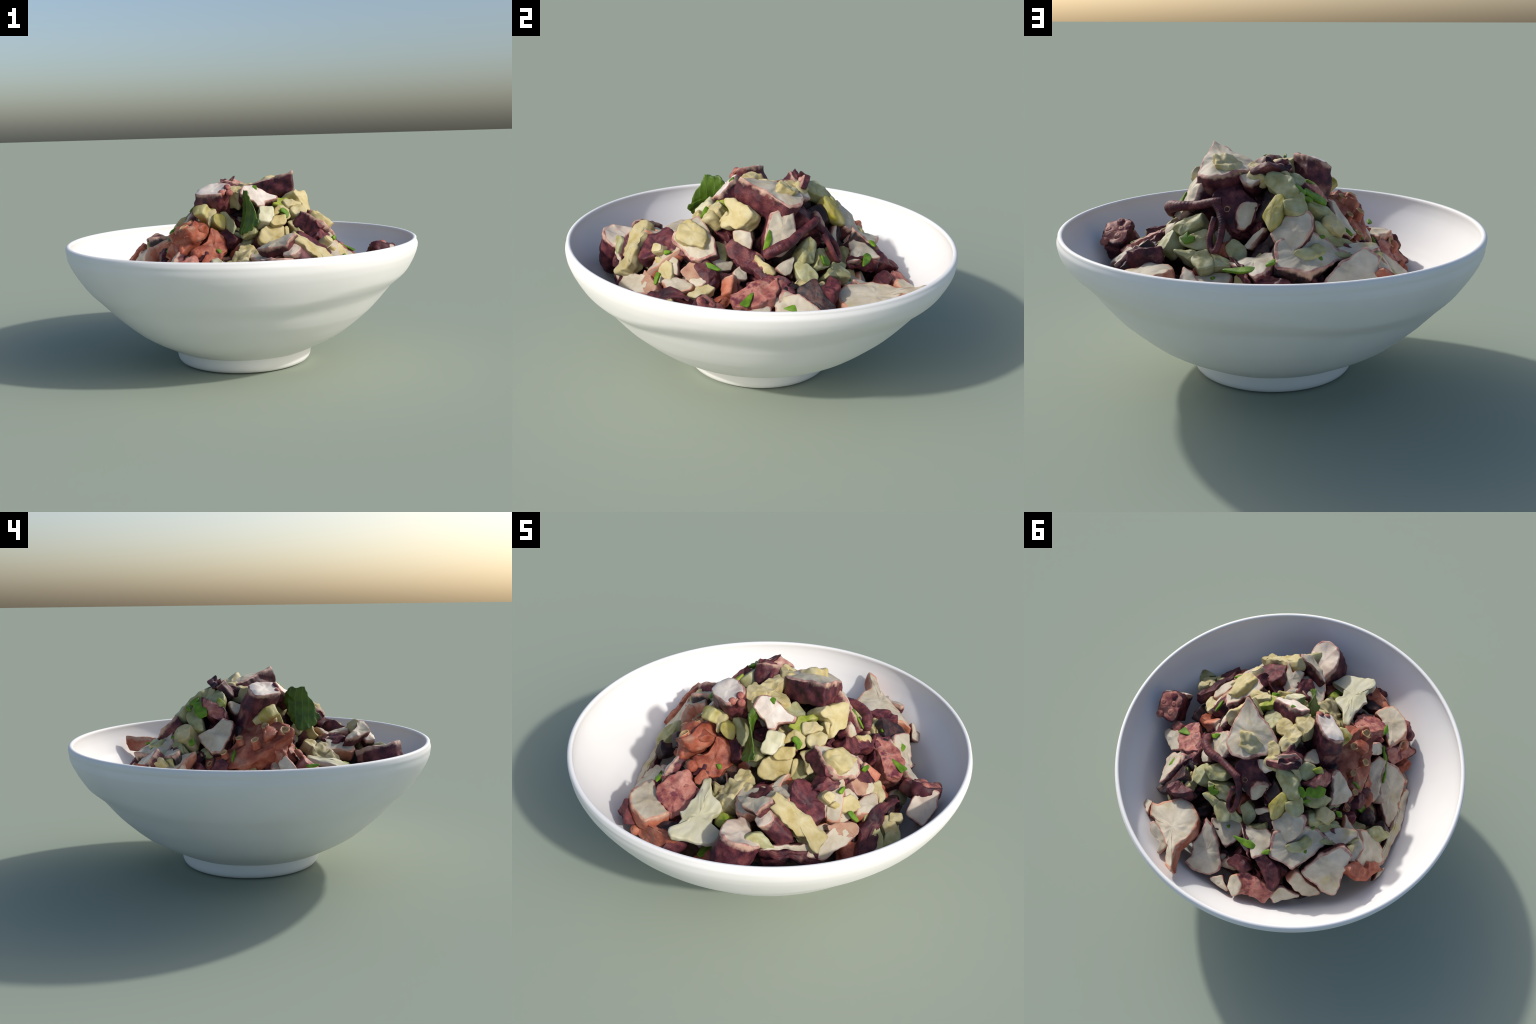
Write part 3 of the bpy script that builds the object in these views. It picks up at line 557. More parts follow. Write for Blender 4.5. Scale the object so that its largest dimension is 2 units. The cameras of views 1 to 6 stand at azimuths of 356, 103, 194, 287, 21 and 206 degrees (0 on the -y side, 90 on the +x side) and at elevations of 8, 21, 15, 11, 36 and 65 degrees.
    ("cel_56", "cel", (-0.635, 0.092, 0.506), (-0.438, -0.509, 0.742), 0.09, [(-0.008, 0.066), (-0.03, 0.038), (-0.043, -0.002), (-0.023, -0.075), (-0.007, -0.084), (0.045, -0.045), (0.045, 0.01), (0.021, 0.094)]),
    ("slab_57a", "octr", (-0.469, -0.208, 0.499), (-0.4, 0.248, 0.882), 0.08, [(0, 0.134), (-0.063, 0.125), (-0.078, 0.065), (-0.017, -0.04), (0.011, -0.12), (0.063, -0.112), (0.084, -0.053)]),
    ("slab_57b", "oct", (-0.578, -0.202, 0.434), (-0.544, 0.135, 0.828), 0.07, [(0.022, 0.119), (-0.05, 0.056), (-0.126, -0.058), (-0.16, -0.142), (-0.071, -0.129), (0.038, -0.063), (0.116, -0.023), (0.14, 0.076), (0.091, 0.166)]),
    ("flesh_58", "oct", (-0.676, -0.052, 0.364), (-0.482, -0.216, 0.849), 0.05, [(0.122, -0.034), (-0.072, 0.035), (-0.233, 0.11), (-0.306, 0.126), (-0.25, 0.068), (-0.123, 0.009), (-0.006, -0.052), (0.185, -0.099), (0.309, -0.102), (0.374, -0.06)]),
    ("purple_60", "knob", (-0.529, -0.438, 0.485), (-0.806, 0.302, 0.509), 0.1, [(-0.095, 0.014), (-0.052, -0.048), (-0.012, -0.06), (0.048, -0.077), (0.098, -0.07), (0.069, 0.018), (0.045, 0.062), (-0.015, 0.059), (-0.086, 0.101)], None, (0.133, -0.403, 0.192)),
    ("slab_61", "octr", (-0.414, -0.549, 0.568), (0.088, -0.037, 0.995), 0.09, [(0.081, -0.003), (0.04, 0.033), (0, 0.093), (-0.045, 0.149), (-0.068, 0.098), (-0.091, 0.048), (-0.09, 0.008), (-0.069, -0.021), (-0.035, -0.07), (0.008, -0.1), (0.052, -0.114), (0.091, -0.09), (0.124, -0.032)]),
    ("salmon_61", "salm", (-0.409, -0.619, 0.498), (-0.557, -0.658, 0.506), 0.08, [(-0.16, -0.03), (-0.108, -0.077), (-0.03, -0.065), (0.039, -0.076), (0.169, -0.031), (0.234, 0.034), (0.242, 0.082), (0.117, 0.033), (-0.018, 0.014), (-0.12, 0.034), (-0.165, 0.06), (-0.2, 0.023)]),
    ("dark_61", "skin", (-0.51, -0.601, 0.511), (-0.609, -0.609, 0.508), 0.06, [(-0.015, -0.028), (0.033, -0.031), (0.075, -0.023), (0.027, 0.017), (-0.014, 0.053), (-0.045, 0.03), (-0.061, -0.019)]),
    ("pink_62", "pink", (-0.302, -0.472, 0.6), (0.156, -0.513, 0.844), 0.12, [(0.08, 0.053), (0.05, 0.104), (-0.002, 0.101), (-0.046, 0.07), (-0.071, 0.038), (-0.085, 0.001), (-0.063, -0.054), (-0.026, -0.09), (-0.004, -0.139), (0.07, -0.079), (0.096, -0.005)]),
    ("endive", "white", (-0.128, -0.602, 0.597), (0.073, -0.149, 0.986), 0.035, [(-0.067, 0.065), (-0.073, 0.015), (-0.089, 0.008), (-0.052, -0.031), (-0.063, -0.073), (-0.045, -0.092), (-0.081, -0.097), (-0.079, -0.129), (-0.054, -0.158), (-0.029, -0.152), (0.027, -0.137), (0.1, -0.127), (0.145, -0.088), (0.168, -0.043), (0.084, -0.029), (0.062, 0.029), (0.082, 0.054), (0.086, 0.09), (0.031, 0.127), (-0.01, 0.167), (-0.03, 0.227), (-0.056, 0.22), (-0.056, 0.153)], None, (-0.381, 0.573, 0.351)),
    ("pot_64", "pot", (-0.041, -0.475, 0.618), (-0.511, -0.491, 0.706), 0.07, [(0.01, -0.038), (0.054, -0.007), (0.038, 0.033), (0.021, 0.052), (-0.059, -0.01), (-0.064, -0.03)]),
    ("green_64", "lime", (-0.034, -0.558, 0.568), (-0.517, -0.573, 0.636), 0.06, [(-0.019, -0.036), (0.02, -0.028), (0.038, -0.005), (0.019, 0.033), (-0.004, 0.042), (-0.054, -0.005)]),
    ("pot_65", "pot", (-0.032, -0.406, 0.642), (-0.419, -0.432, 0.799), 0.08, [(-0.089, -0.078), (-0.028, -0.064), (0.052, -0.024), (0.042, -0.011), (0.069, 0.011), (0.089, 0.045), (0.069, 0.068), (0.026, 0.068), (-0.032, 0.034), (-0.012, 0.015), (-0.037, -0.009), (-0.149, -0.055)]),
    ("pot_66", "pot", (-0.001, -0.354, 0.69), (-0.157, -0.438, 0.885), 0.09, [(-0.034, -0.036), (0.027, -0.031), (0.051, -0.011), (0.026, 0.042), (-0.024, 0.042), (-0.046, -0.006)]),
    ("fold_67", "oct", (0.149, -0.589, 0.752), (-0.46, -0.377, 0.804), 0.07, [(-0.033, -0.06), (0.029, -0.032), (0.064, -0.025), (0.063, 0.058), (0.042, 0.074), (0.012, 0.054), (-0.004, 0.017), (-0.057, -0.021), (-0.116, -0.066)]),
    ("fold_67b", "skin", (0.135, -0.447, 0.709), (-0.283, 0.014, 0.959), 0.07, [(-0.003, -0.066), (0.025, -0.041), (0.062, -0.021), (0.044, 0.058), (-0.016, 0.07), (-0.053, 0.039), (-0.059, -0.039)]),
    ("fold_67c", "octr", (0.216, -0.447, 0.727), (-0.104, 0.248, 0.963), 0.07, [(-0.002, -0.072), (0.019, -0.032), (0.082, -0.095), (0.039, 0.05), (-0.006, 0.101), (-0.05, 0.084), (-0.043, 0.035), (-0.039, -0.071)]),
    ("stump", "octp", (0.208, -0.631, 0.71), (-0.405, -0.507, 0.761), 0.17, [(0.002, -0.047), (0.022, -0.047), (0.042, -0.017), (0.047, 0.024), (0.013, 0.044), (-0.013, 0.047), (-0.033, 0.029), (-0.043, -0.002), (-0.038, -0.031)], (0.064, -0.007, -0.108), (-0.567, -0.311, 0.159)),
    ("stick_69", "pot", (0.347, -0.586, 0.69), (0.496, -0.491, 0.716), 0.08, [(-0.097, 0.093), (-0.077, 0.053), (-0.025, -0.016), (-0.011, -0.049), (0.018, -0.072), (0.024, -0.12), (0.045, -0.14), (0.078, -0.126), (0.117, -0.096), (0.078, -0.024), (0.014, 0.075), (-0.029, 0.142), (-0.046, 0.146), (-0.087, 0.134)]),
    ("front_70", "octp", (0.119, -0.709, 0.663), (0.232, 0.318, 0.919), 0.2, [(0.057, 0.06), (0.007, 0.126), (-0.036, 0.126), (-0.046, 0.098), (-0.072, 0.056), (-0.074, -0.012), (-0.063, -0.06), (-0.039, -0.087), (0.013, -0.107), (0.054, -0.1), (0.093, -0.076), (0.106, -0.023)], None, (-1.346, -1.55, 0.639)),
    ("front_71", "skin", (0.347, -0.664, 0.561), (0.531, -0.733, 0.426), 0.08, [(-0.125, 0.022), (-0.075, 0.002), (0.009, -0.025), (0.066, -0.044), (0.135, -0.056), (0.115, 0.007), (0.048, 0.015), (-0.049, 0.029), (-0.125, 0.049)]),
    ("front_71w", "oct", (0.337, -0.652, 0.592), (0.543, -0.717, 0.437), 0.05, [(-0.047, -0.004), (0.05, -0.022), (0.12, -0.028), (0.077, 0.007), (0.003, 0.009), (-0.074, 0.02), (-0.129, 0.018)]),
    ("pot_72", "cel", (0.232, -0.711, 0.636), (0.624, -0.586, 0.517), 0.07, [(-0.048, 0.006), (-0.01, -0.023), (0.066, -0.051), (0.041, -0.015), (0.013, 0.046), (-0.062, 0.036)]),
    ("white_73", "cel", (0.068, -0.537, 0.538), (-0.466, -0.519, 0.717), 0.06, [(0.015, -0.04), (0.044, -0.014), (0.021, 0.019), (-0.02, 0.039), (-0.06, -0.004)]),
    ("fan_74", "skin", (0.35, -0.443, 0.723), (0.537, -0.186, 0.823), 0.1, [(-0.064, 0.051), (-0.08, 0.021), (-0.076, -0.047), (-0.042, -0.093), (0.002, -0.105), (0.024, -0.075), (0.06, -0.027), (0.048, 0.002), (0.066, 0.029), (0.072, 0.062), (0.02, 0.093), (-0.028, 0.091)]),
    ("slab_75", "oct", (0.478, -0.365, 0.635), (0.695, -0.359, 0.623), 0.09, [(-0.064, -0.025), (-0.023, -0.061), (0.017, -0.063), (0.059, -0.057), (0.092, -0.052), (0.127, -0.042), (0.057, 0.035), (-0.014, 0.098), (-0.074, 0.1), (-0.081, 0.052), (-0.098, 0.016)], None, (-0.49, 0.447, 0.358)),
    ("cut_75", "flesh", (0.526, -0.424, 0.582), (0.603, -0.43, 0.672), 0.06, [(-0.077, 0.019), (-0.054, -0.017), (-0.003, -0.04), (0.045, -0.046), (0.069, -0.023), (0.067, 0.002), (0.041, 0.024), (-0.009, 0.027), (-0.079, 0.054)]),
    ("pot_75", "pot", (0.511, -0.345, 0.659), (0.695, -0.359, 0.623), 0.06, [(-0.066, -0.006), (0.016, -0.043), (0.073, -0.047), (0.057, -0.008), (0.023, 0.027), (-0.018, 0.042), (-0.084, 0.034)]),
    ("pot_75b", "pot", (0.435, -0.414, 0.736), (0.695, -0.359, 0.623), 0.08, [(-0.025, 0), (-0.008, -0.034), (0.04, -0.007), (0.021, 0.024), (-0.027, 0.017)]),
    ("strip_76", "skin", (0.648, -0.312, 0.565), (0.489, -0.37, 0.79), 0.06, [(-0.088, 0.01), (-0.129, -0.039), (-0.173, -0.101), (-0.126, -0.1), (-0.052, -0.084), (-0.013, -0.034), (0.032, 0.001), (0.09, 0.045), (0.125, 0.046), (0.17, 0.053), (0.139, 0.071), (0.057, 0.08), (-0.033, 0.051)]),
    ("flesh_76", "octr", (0.584, -0.253, 0.619), (0.509, -0.142, 0.849), 0.08, [(-0.095, 0.005), (-0.054, -0.031), (0.041, -0.035), (0.071, -0.007), (0.072, 0.025), (-0.034, 0.043)]),
    ("pot_77", "pot", (0.717, -0.254, 0.581), (0.353, -0.351, 0.867), 0.08, [(-0.02, -0.045), (0.024, -0.016), (0.028, 0.017), (0.01, 0.039), (-0.042, 0.005)]),
    ("white_77", "cel", (0.726, -0.318, 0.521), (0.391, -0.509, 0.767), 0.06, [(-0.064, -0.045), (0.014, -0.035), (0.026, -0.014), (0.038, 0.045), (0.025, 0.029), (-0.038, 0.02)]),
    ("slab_78", "oct", (0.431, -0.211, 0.792), (0.606, 0.048, 0.794), 0.1, [(-0.069, 0.089), (-0.107, 0.032), (-0.118, -0.006), (-0.017, -0.091), (0.028, -0.103), (0.074, -0.083), (0.109, -0.057), (0.086, 0.001), (0.041, 0.068), (-0.027, 0.149)], None, (0.416, -0.017, -0.423)),
    ("skin_78", "skin", (0.368, -0.293, 0.818), (-0.111, -0.478, 0.871), 0.05, [(-0.022, 0.01), (0.02, -0.063), (0.045, -0.067), (0.054, -0.03), (0.006, 0.02), (-0.035, 0.072), (-0.068, 0.058)]),
    ("skin_78b", "skin", (0.441, -0.316, 0.748), (0.753, -0.468, 0.462), 0.07, [(-0.045, -0.029), (0.036, -0.026), (0.09, -0.028), (0.115, -0.011), (0.021, 0.02), (-0.009, 0.056), (-0.084, 0.023), (-0.123, -0.005)], None, (-1.054, -0.477, 1.06)),
    ("pot_78", "pot", (0.448, -0.231, 0.824), (0.606, 0.048, 0.794), 0.07, [(-0.068, 0.052), (-0.069, -0.006), (-0.034, -0.047), (0.029, -0.061), (0.067, -0.062), (0.078, -0.015), (0.036, 0.044), (-0.039, 0.095)]),
    ("pot_79", "pot", (0.288, -0.269, 0.779), (0.088, -0.719, 0.69), 0.09, [(-0.009, -0.039), (0.012, -0.042), (0.045, -0.028), (0, 0.064), (-0.048, 0.045)]),
    ("tri_80", "skin", (0.535, -0.122, 0.671), (0.713, 0.022, 0.7), 0.07, [(-0.068, 0.039), (-0.033, -0.014), (0.027, -0.068), (0.045, -0.033), (0.032, 0.011), (-0.004, 0.064)]),
    ("brown_80", "flesh", (0.533, -0.2, 0.662), (0.761, -0.149, 0.631), 0.06, [(-0.068, -0.003), (-0.004, -0.039), (0.009, -0.016), (0.086, -0.03), (0.017, 0.038), (-0.04, 0.051)]),
    ("grey_81", "pot", (0.601, -0.144, 0.615), (0.515, -0.09, 0.852), 0.06, [(0.002, -0.021), (0.03, -0.062), (0.037, -0.012), (0.034, 0.034), (-0.006, 0.059), (-0.041, 0.02), (-0.056, -0.019)]),
    ("white_82", "oct", (0.509, -0.297, 0.678), (0.815, -0.139, 0.562), 0.05, [(-0.043, 0.016), (0.002, -0.03), (0.035, -0.044), (0.028, -0.018), (0.007, 0.033), (-0.029, 0.042)]),
    ("knob_83", "knob", (-0.257, 0.122, 0.89), (-0.731, 0.04, 0.682), 0.1, [(-0.067, 0.005), (-0.022, -0.036), (0.046, -0.06), (0.073, -0.039), (0.059, 0.006), (-0.003, 0.05), (-0.085, 0.075)]),
    ("slab_84", "oct", (-0.347, 0.075, 0.764), (-0.805, 0.031, 0.592), 0.18, [(-0.029, 0.045), (-0.102, 0.007), (-0.057, -0.053), (-0.01, -0.098), (0.05, -0.083), (0.067, -0.01), (0.063, 0.087), (0.017, 0.107)], None, (-0.168, -0.398, 0.099)),
    ("oct_a3", "octr", (0.428, -0.354, 0.714), (0.279, -0.6, 0.75), 0.06, [(-0.005, 0.076), (-0.041, 0.13), (-0.023, -0.002), (-0.025, -0.131), (0.03, -0.135), (0.064, 0.062)]),
    ("skin_a4", "skin", (0.293, -0.375, 0.729), (-0.293, -0.067, 0.954), 0.07, [(0.022, 0.026), (-0.023, 0.043), (-0.068, 0.01), (-0.025, -0.029), (0.021, -0.047), (0.073, -0.003)]),
    ("pot_a5", "pot", (0.704, -0.305, 0.538), (0.368, -0.47, 0.802), 0.06, [(0.029, 0.052), (-0.004, 0.075), (-0.036, 0.025), (-0.039, -0.048), (0.007, -0.077), (0.043, -0.027)]),
    ("cel_a6", "cel", (0.759, -0.357, 0.488), (-0.054, -0.299, 0.953), 0.05, [(-0.004, 0.059), (-0.011, 0.006), (-0.044, -0.026), (-0.005, -0.046), (0.033, -0.024), (0.03, 0.03)]),
    ("cel_a7", "cel", (0.644, -0.359, 0.53), (0.419, -0.478, 0.772), 0.06, [(0.042, 0.063), (0.003, 0.123), (-0.035, 0.049), (-0.039, -0.061), (-0.006, -0.119), (0.035, -0.055)]),
    ("flesh_b1", "octr", (0.116, -0.469, 0.685), (-0.259, -0.217, 0.941), 0.07, [(0.032, 0.056), (-0.034, 0.055), (-0.097, 0.067), (-0.109, 0.001), (-0.076, -0.105), (-0.033, -0.111), (-0.01, -0.092), (0.032, -0.093), (0.095, 0.005), (0.086, 0.072), (0.114, 0.145)]),
    ("red_b2", "red", (-0.017, -0.685, 0.505), (-0.319, -0.168, 0.933), 0.08, [(0.05, 0.125), (0.017, 0.093), (-0.039, 0.015), (-0.095, -0.088), (-0.059, -0.082), (-0.012, -0.078), (0.05, -0.045), (0.089, 0.06)]),
    ("black_b3", "skb", (-0.254, -0.66, 0.512), (0.042, -0.211, 0.977), 0.05, [(0.069, 0.039), (0.014, 0.066), (-0.051, 0.038), (-0.072, -0.011), (-0.053, -0.047), (0.008, -0.059), (0.084, -0.025)]),
    ("purple_b4", "skin", (-0.232, -0.735, 0.499), (-0.661, -0.058, 0.748), 0.06, [(-0.045, 0.03), (-0.009, -0), (0.014, -0.064), (0.035, -0.085), (0.053, -0.056), (0.027, 0.019), (-0.01, 0.075), (-0.064, 0.082)]),
    ("pot_b5", "pot", (-0.049, -0.453, 0.621), (-0.436, -0.504, 0.746), 0.07, [(-0.067, 0.074), (-0.052, -0.067), (0.002, -0.058), (0.046, -0.067), (0.07, 0.003), (0.001, 0.115)]),
    ("white_e1", "oct", (-0.406, -0.333, 0.61), (-0.857, -0.085, 0.508), 0.05, [(-0.057, 0.046), (-0.036, -0.004), (0.017, -0.078), (0.06, -0.06), (0.043, 0.005), (-0.028, 0.09)]),
    ("top_pink", "rimm", (-0.031, 0.169, 1), (0.329, -0.805, 0.494), 0.035, [(-0.054, -0.012), (-0.013, -0.031), (0.009, -0.038), (0.04, 0.006), (0.084, -0.01), (0.078, 0.006), (0.012, 0.053), (-0.06, 0.017), (-0.095, 0.01)]),
    ("top_dark", "skin", (-0.073, 0.157, 1.022), (0.329, -0.805, 0.494), 0.03, [(-0.027, -0.01), (0.005, -0.02), (0.036, 0.01), (0.055, 0.033), (-0.017, -0.001), (-0.053, -0.012)]),
    ("top_pot", "pot", (0.023, 0.16, 0.975), (0.329, -0.805, 0.494), 0.07, [(-0.023, -0.04), (0.015, -0.028), (0.059, -0.009), (0.034, 0.019), (-0.007, 0.043), (-0.035, 0.029), (-0.042, -0.015)]),
    ("grey_slab", "oct", (0.617, 0.306, 0.579), (0.728, 0.008, 0.686), 0.05, [(-0.052, 0.056), (-0.12, 0.035), (-0.073, 0.005), (-0.081, -0.041), (-0.048, -0.089), (0.05, -0.053), (0.075, -0.021), (0.13, -0.001), (0.11, 0.03), (0.008, 0.079)]),
    ("cube_l", "pot", (-0.033, -0.098, 0.996), (0.059, -0.229, 0.972), 0.09, [(0.037, 0.025), (-0.03, 0.074), (-0.051, 0.04), (-0.041, -0.044), (0.016, -0.08), (0.069, -0.015)]),
    ("cel_viol", "cel", (0.199, 0.447, 0.64), (0.031, 0.579, 0.815), 0.06, [(-0.03, -0.031), (0.007, -0.064), (0.059, -0.032), (0.043, 0.017), (0.008, 0.055), (-0.032, 0.042), (-0.055, 0.012)]),
    ("cel_21", "cel", (0.311, 0.313, 0.757), (0.377, 0.709, 0.596), 0.08, [(-0.044, -0.051), (-0.012, -0.053), (0.049, -0.009), (0.066, 0.027), (0.047, 0.066), (-0.02, 0.042), (-0.086, -0.023)]),
    ("cel_22", "cel", (0.405, 0.324, 0.686), (0.593, 0.326, 0.736), 0.08, [(-0.043, -0.016), (-0.028, -0.047), (0.016, -0.063), (0.05, -0.029), (0.045, 0.004), (0.026, 0.039), (-0.02, 0.062), (-0.047, 0.05)]),
    ("cel_23", "cel", (0.196, 0.432, 0.639), (-0.04, 0.633, 0.773), 0.08, [(-0.143, 0.039), (-0.073, -0.008), (0.035, -0.048), (0.129, -0.031), (0.105, 0.001), (-0.052, 0.046)]),
    ("cel_24", "cel", (-0.027, 0.442, 0.638), (0.247, 0.7, 0.67), 0.06, [(-0.068, -0.041), (-0.025, -0.032), (0.009, -0.008), (0.07, 0.003), (0.013, 0.056), (0.001, 0.021)]),
    ("cel_25", "cel", (0.239, 0.373, 0.702), (0.092, 0.795, 0.6), 0.07, [(-0.077, -0.02), (-0.002, -0.042), (0.055, -0.035), (0.048, -0.003), (0.064, 0.036), (0.008, 0.056), (-0.096, 0.009)]),
    ("fl_21", "oct", (0.426, 0.237, 0.713), (0.693, 0.435, 0.576), 0.06, [(-0.015, -0.042), (0.009, -0.032), (0.035, 0.024), (0.035, 0.049), (-0.064, 0.002)]),
    ("sk_21", "skin", (0.484, 0.15, 0.683), (0.698, 0.035, 0.715), 0.08, [(-0.049, -0.014), (0.005, -0.047), (0.045, -0.033), (0.083, -0.048), (0.104, -0.013), (0.02, 0.007), (-0.041, 0.013), (-0.072, 0.089), (-0.095, 0.046)]),
    ("sk_23", "skin", (0.482, 0.452, 0.666), (0.237, 0.055, 0.97), 0.09, [(0.045, -0.023), (0.069, -0.003), (0.066, 0.025), (-0.008, 0.038), (-0.063, 0.019), (-0.095, -0.017), (-0.015, -0.04)]),
    ("bk_21", "skb", (0.513, 0.273, 0.636), (0.305, 0.391, 0.869), 0.06, [(0.038, 0.004), (0.011, 0.026), (-0.059, -0.007), (0.01, -0.023)]),
    ("fl_22", "oct", (0.551, 0.279, 0.616), (0.488, 0.443, 0.752), 0.06, [(-0.008, -0.024), (0.049, -0.023), (0.041, 0.014), (-0.001, 0.011), (-0.022, 0.025), (-0.06, -0.004)]),
    ("pt_21", "pot", (0.464, 0.391, 0.633), (0.507, 0.013, 0.862), 0.06, [(0.058, -0.011), (0.031, 0.017), (-0.03, 0.029), (-0.048, 0.022), (-0.021, -0.027), (0.01, -0.03)]),
    ("fl_23", "oct", (0.56, -0.166, 0.638), (0.668, -0.184, 0.721), 0.06, [(-0.006, -0.029), (0.032, -0.019), (0.045, 0.011), (-0.009, 0.035), (-0.061, 0.002)]),
    ("fl_24", "oct", (0.417, 0.016, 0.821), (0.909, 0.149, 0.39), 0.07, [(-0.043, -0.018), (0.031, -0.043), (0.036, -0.01), (0.028, 0.038), (-0.052, 0.033)]),
    ("fl_25", "oct", (0.5, -0.487, 0.566), (0.609, -0.4, 0.685), 0.08, [(-0.088, -0.059), (0.058, -0.042), (0.125, -0.014), (0.121, 0.018), (0.076, 0.049), (-0.008, 0.048), (-0.122, 0.019), (-0.163, -0.018)]),
    ("cel_41", "cel", (-0.453, 0.312, 0.67), (-0.266, 0.376, 0.888), 0.05, [(-0.031, 0.014), (-0.115, -0.08), (0.042, -0.012), (0.104, 0.078)]),
    ("sk_41", "skin", (-0.463, 0.253, 0.675), (-0.34, -0.146, 0.929), 0.05, [(-0.079, -0.014), (-0.075, -0.044), (0.044, -0.005), (0.068, 0.024), (0.042, 0.04)]),
    ("cel_42", "cel", (-0.383, 0.282, 0.712), (-0.543, 0.446, 0.711), 0.06, [(0.012, -0.028), (0.077, -0.025), (0.019, 0.021), (-0.059, 0.04), (-0.049, -0.008)]),
    ("pk_41", "pink", (-0.277, -0.423, 0.603), (-0.001, -0.539, 0.842), 0.06, [(0.037, -0.033), (0.105, -0.031), (0.047, 0.014), (-0.055, 0.026), (-0.134, 0.023)]),
    ("herb_dot", "herb", (0.068, -0.152, 1.006), (0.11, -0.676, 0.728), 0.008, [(0.01, -0.023), (0.014, 0.011), (-0.007, 0.014), (-0.017, -0.002)]),
    ("herb_leafy", "herb", (0.636, 0.1, 0.615), (0.382, -0.142, 0.913), 0.008, [(-0.045, 0.018), (-0.038, 0.002), (0.033, -0.036), (0.05, 0.016)]),
    ("herb_b1", "herb", (-0.03, -0.664, 0.515), (-0.319, -0.168, 0.933), 0.01, [(0.016, 0.019), (0.04, 0.06), (0.02, 0.073), (-0.017, 0.049), (-0.032, -0.003), (-0.058, -0.063), (-0.025, -0.083), (0.024, -0.043), (0.032, -0.008)]),
    ("herb_g1", "herb", (-0.327, 0.454, 0.68), (-0.316, 0.421, 0.85), 0.008, [(-0.003, 0.012), (-0.014, 0.007), (0, -0.024), (0.016, 0.005)]),
    ("herb_g2", "herb", (-0.236, 0.272, 0.894), (-0.654, 0.188, 0.733), 0.012, [(-0.006, -0.013), (0.025, -0.018), (0.007, 0.012), (-0.027, 0.019)]),
    ("herb_g3", "herb", (-0.195, 0.251, 0.929), (-0.514, 0.167, 0.842), 0.012, [(-0.019, 0.005), (-0.019, -0.03), (0.011, -0.029), (0.022, 0.015), (0.004, 0.039)]),
    ("herb_g4", "herb", (-0.137, 0.557, 0.679), (0.225, 0.316, 0.922), 0.01, [(-0.021, 0.008), (-0.018, -0.025), (0.017, -0.004), (0.022, 0.021)]),
    ("herb_g5", "herb", (-0.313, 0.339, 0.744), (-0.65, 0.39, 0.653), 0.008, [(-0.008, -0.007), (0.008, -0.008), (0.016, 0.004), (-0.016, 0.011)]),
    ("herb_g6", "herb", (-0.479, 0.027, 0.554), (-0.778, -0.29, 0.557), 0.012, [(-0.019, 0.029), (-0.023, -0.018), (0.022, -0.049), (0.029, -0.016), (-0.009, 0.054)]),
    ("herb_g7", "herb", (-0.405, 0.191, 0.738), (-0.613, -0.28, 0.739), 0.012, [(-0.018, 0.002), (-0.01, -0.023), (0.017, -0.012), (0.01, 0.034)]),
    ("herb_h2", "herb", (-0.408, -0.035, 0.676), (-0.682, 0.157, 0.714), 0.01, [(-0.003, -0.024), (0.011, -0.043), (0.006, 0.024), (-0.014, 0.043)]),
    ("herb_c2", "herb", (0.499, 0.327, 0.652), (0.52, 0.192, 0.832), 0.012, [(0.022, -0.007), (0.021, 0.012), (-0.015, 0.013), (-0.028, -0.018)]),
    ("herb_c3", "herb", (0.491, 0.402, 0.652), (0.575, -0.029, 0.818), 0.012, [(0.026, 0.017), (-0.011, 0.014), (-0.029, -0.014), (0.014, -0.017)]),
    ("herb_c4", "herb", (0.411, 0.129, 0.82), (0.725, 0.514, 0.459), 0.008, [(-0.004, -0.035), (0.024, 0.01), (0.022, 0.062), (-0.008, 0.018), (-0.034, -0.054)]),
    ("herb_f1", "herb", (0.281, 0.386, 0.717), (0.055, 0.745, 0.665), 0.012, [(-0.008, -0.035), (0.031, -0.016), (0.03, 0.009), (-0.006, 0.014), (-0.006, 0.035), (-0.041, -0.007)]),
    ("herb_f2", "herb", (0.135, 0.488, 0.57), (0.005, 0.347, 0.938), 0.008, [(0.002, 0.009), (-0.013, 0.006), (-0.003, -0.014), (0.015, -0.001)]),
    ("herb_d1", "lime", (0.245, -0.138, 0.889), (0.262, -0.053, 0.964), 0.015, [(0.001, 0.051), (-0.041, -0.008), (-0.037, -0.045), (0.027, -0.017), (0.048, 0.02)]),
    ("herb_e3", "herb", (0.617, 0.295, 0.588), (0.728, 0.008, 0.686), 0.008, [(-0.039, -0.004), (-0.01, -0.012), (0.034, -0.012), (0.015, 0.028)]),
    ("herb_e4", "herb", (0.523, -0.102, 0.706), (0.72, 0.104, 0.686), 0.012, [(-0.04, 0.023), (-0.025, -0.007), (0.027, -0.02), (0.044, -0.012), (-0.006, 0.016)]),
    ("herb_e5", "herb", (0.478, -0.345, 0.734), (0.716, -0.42, 0.558), 0.012, [(-0.023, 0.001), (-0.01, -0.02), (0.019, -0), (0.02, 0.012), (-0.006, 0.007)]),
    ("herb_h4", "herb", (0.548, -0.374, 0.622), (0.648, -0.393, 0.653), 0.012, [(-0.018, 0.003), (0.006, -0.033), (0.02, -0.029), (0.012, -0), (0.003, 0.029), (-0.023, 0.03)]),
    ("herb_c9", "herb", (-0.143, -0.308, 0.675), (0.221, -0.794, 0.567), 0.008, [(-0.002, -0.018), (0.013, -0.008), (0.008, 0.013), (-0.019, 0.012)]),
    ("herb_c8", "herb", (-0.4, -0.453, 0.643), (-0.344, -0.007, 0.939), 0.01, [(0.009, -0.04), (0.014, -0.003), (-0.003, 0.043), (-0.02, 0.001)]),
    ("herb_4b", "lime", (-0.219, 0.093, 0.926), (-0.6, -0.108, 0.792), 0.012, [(-0.003, -0.036), (0.022, -0.017), (0.024, 0.003), (-0.018, 0.042), (-0.025, 0.008)]),
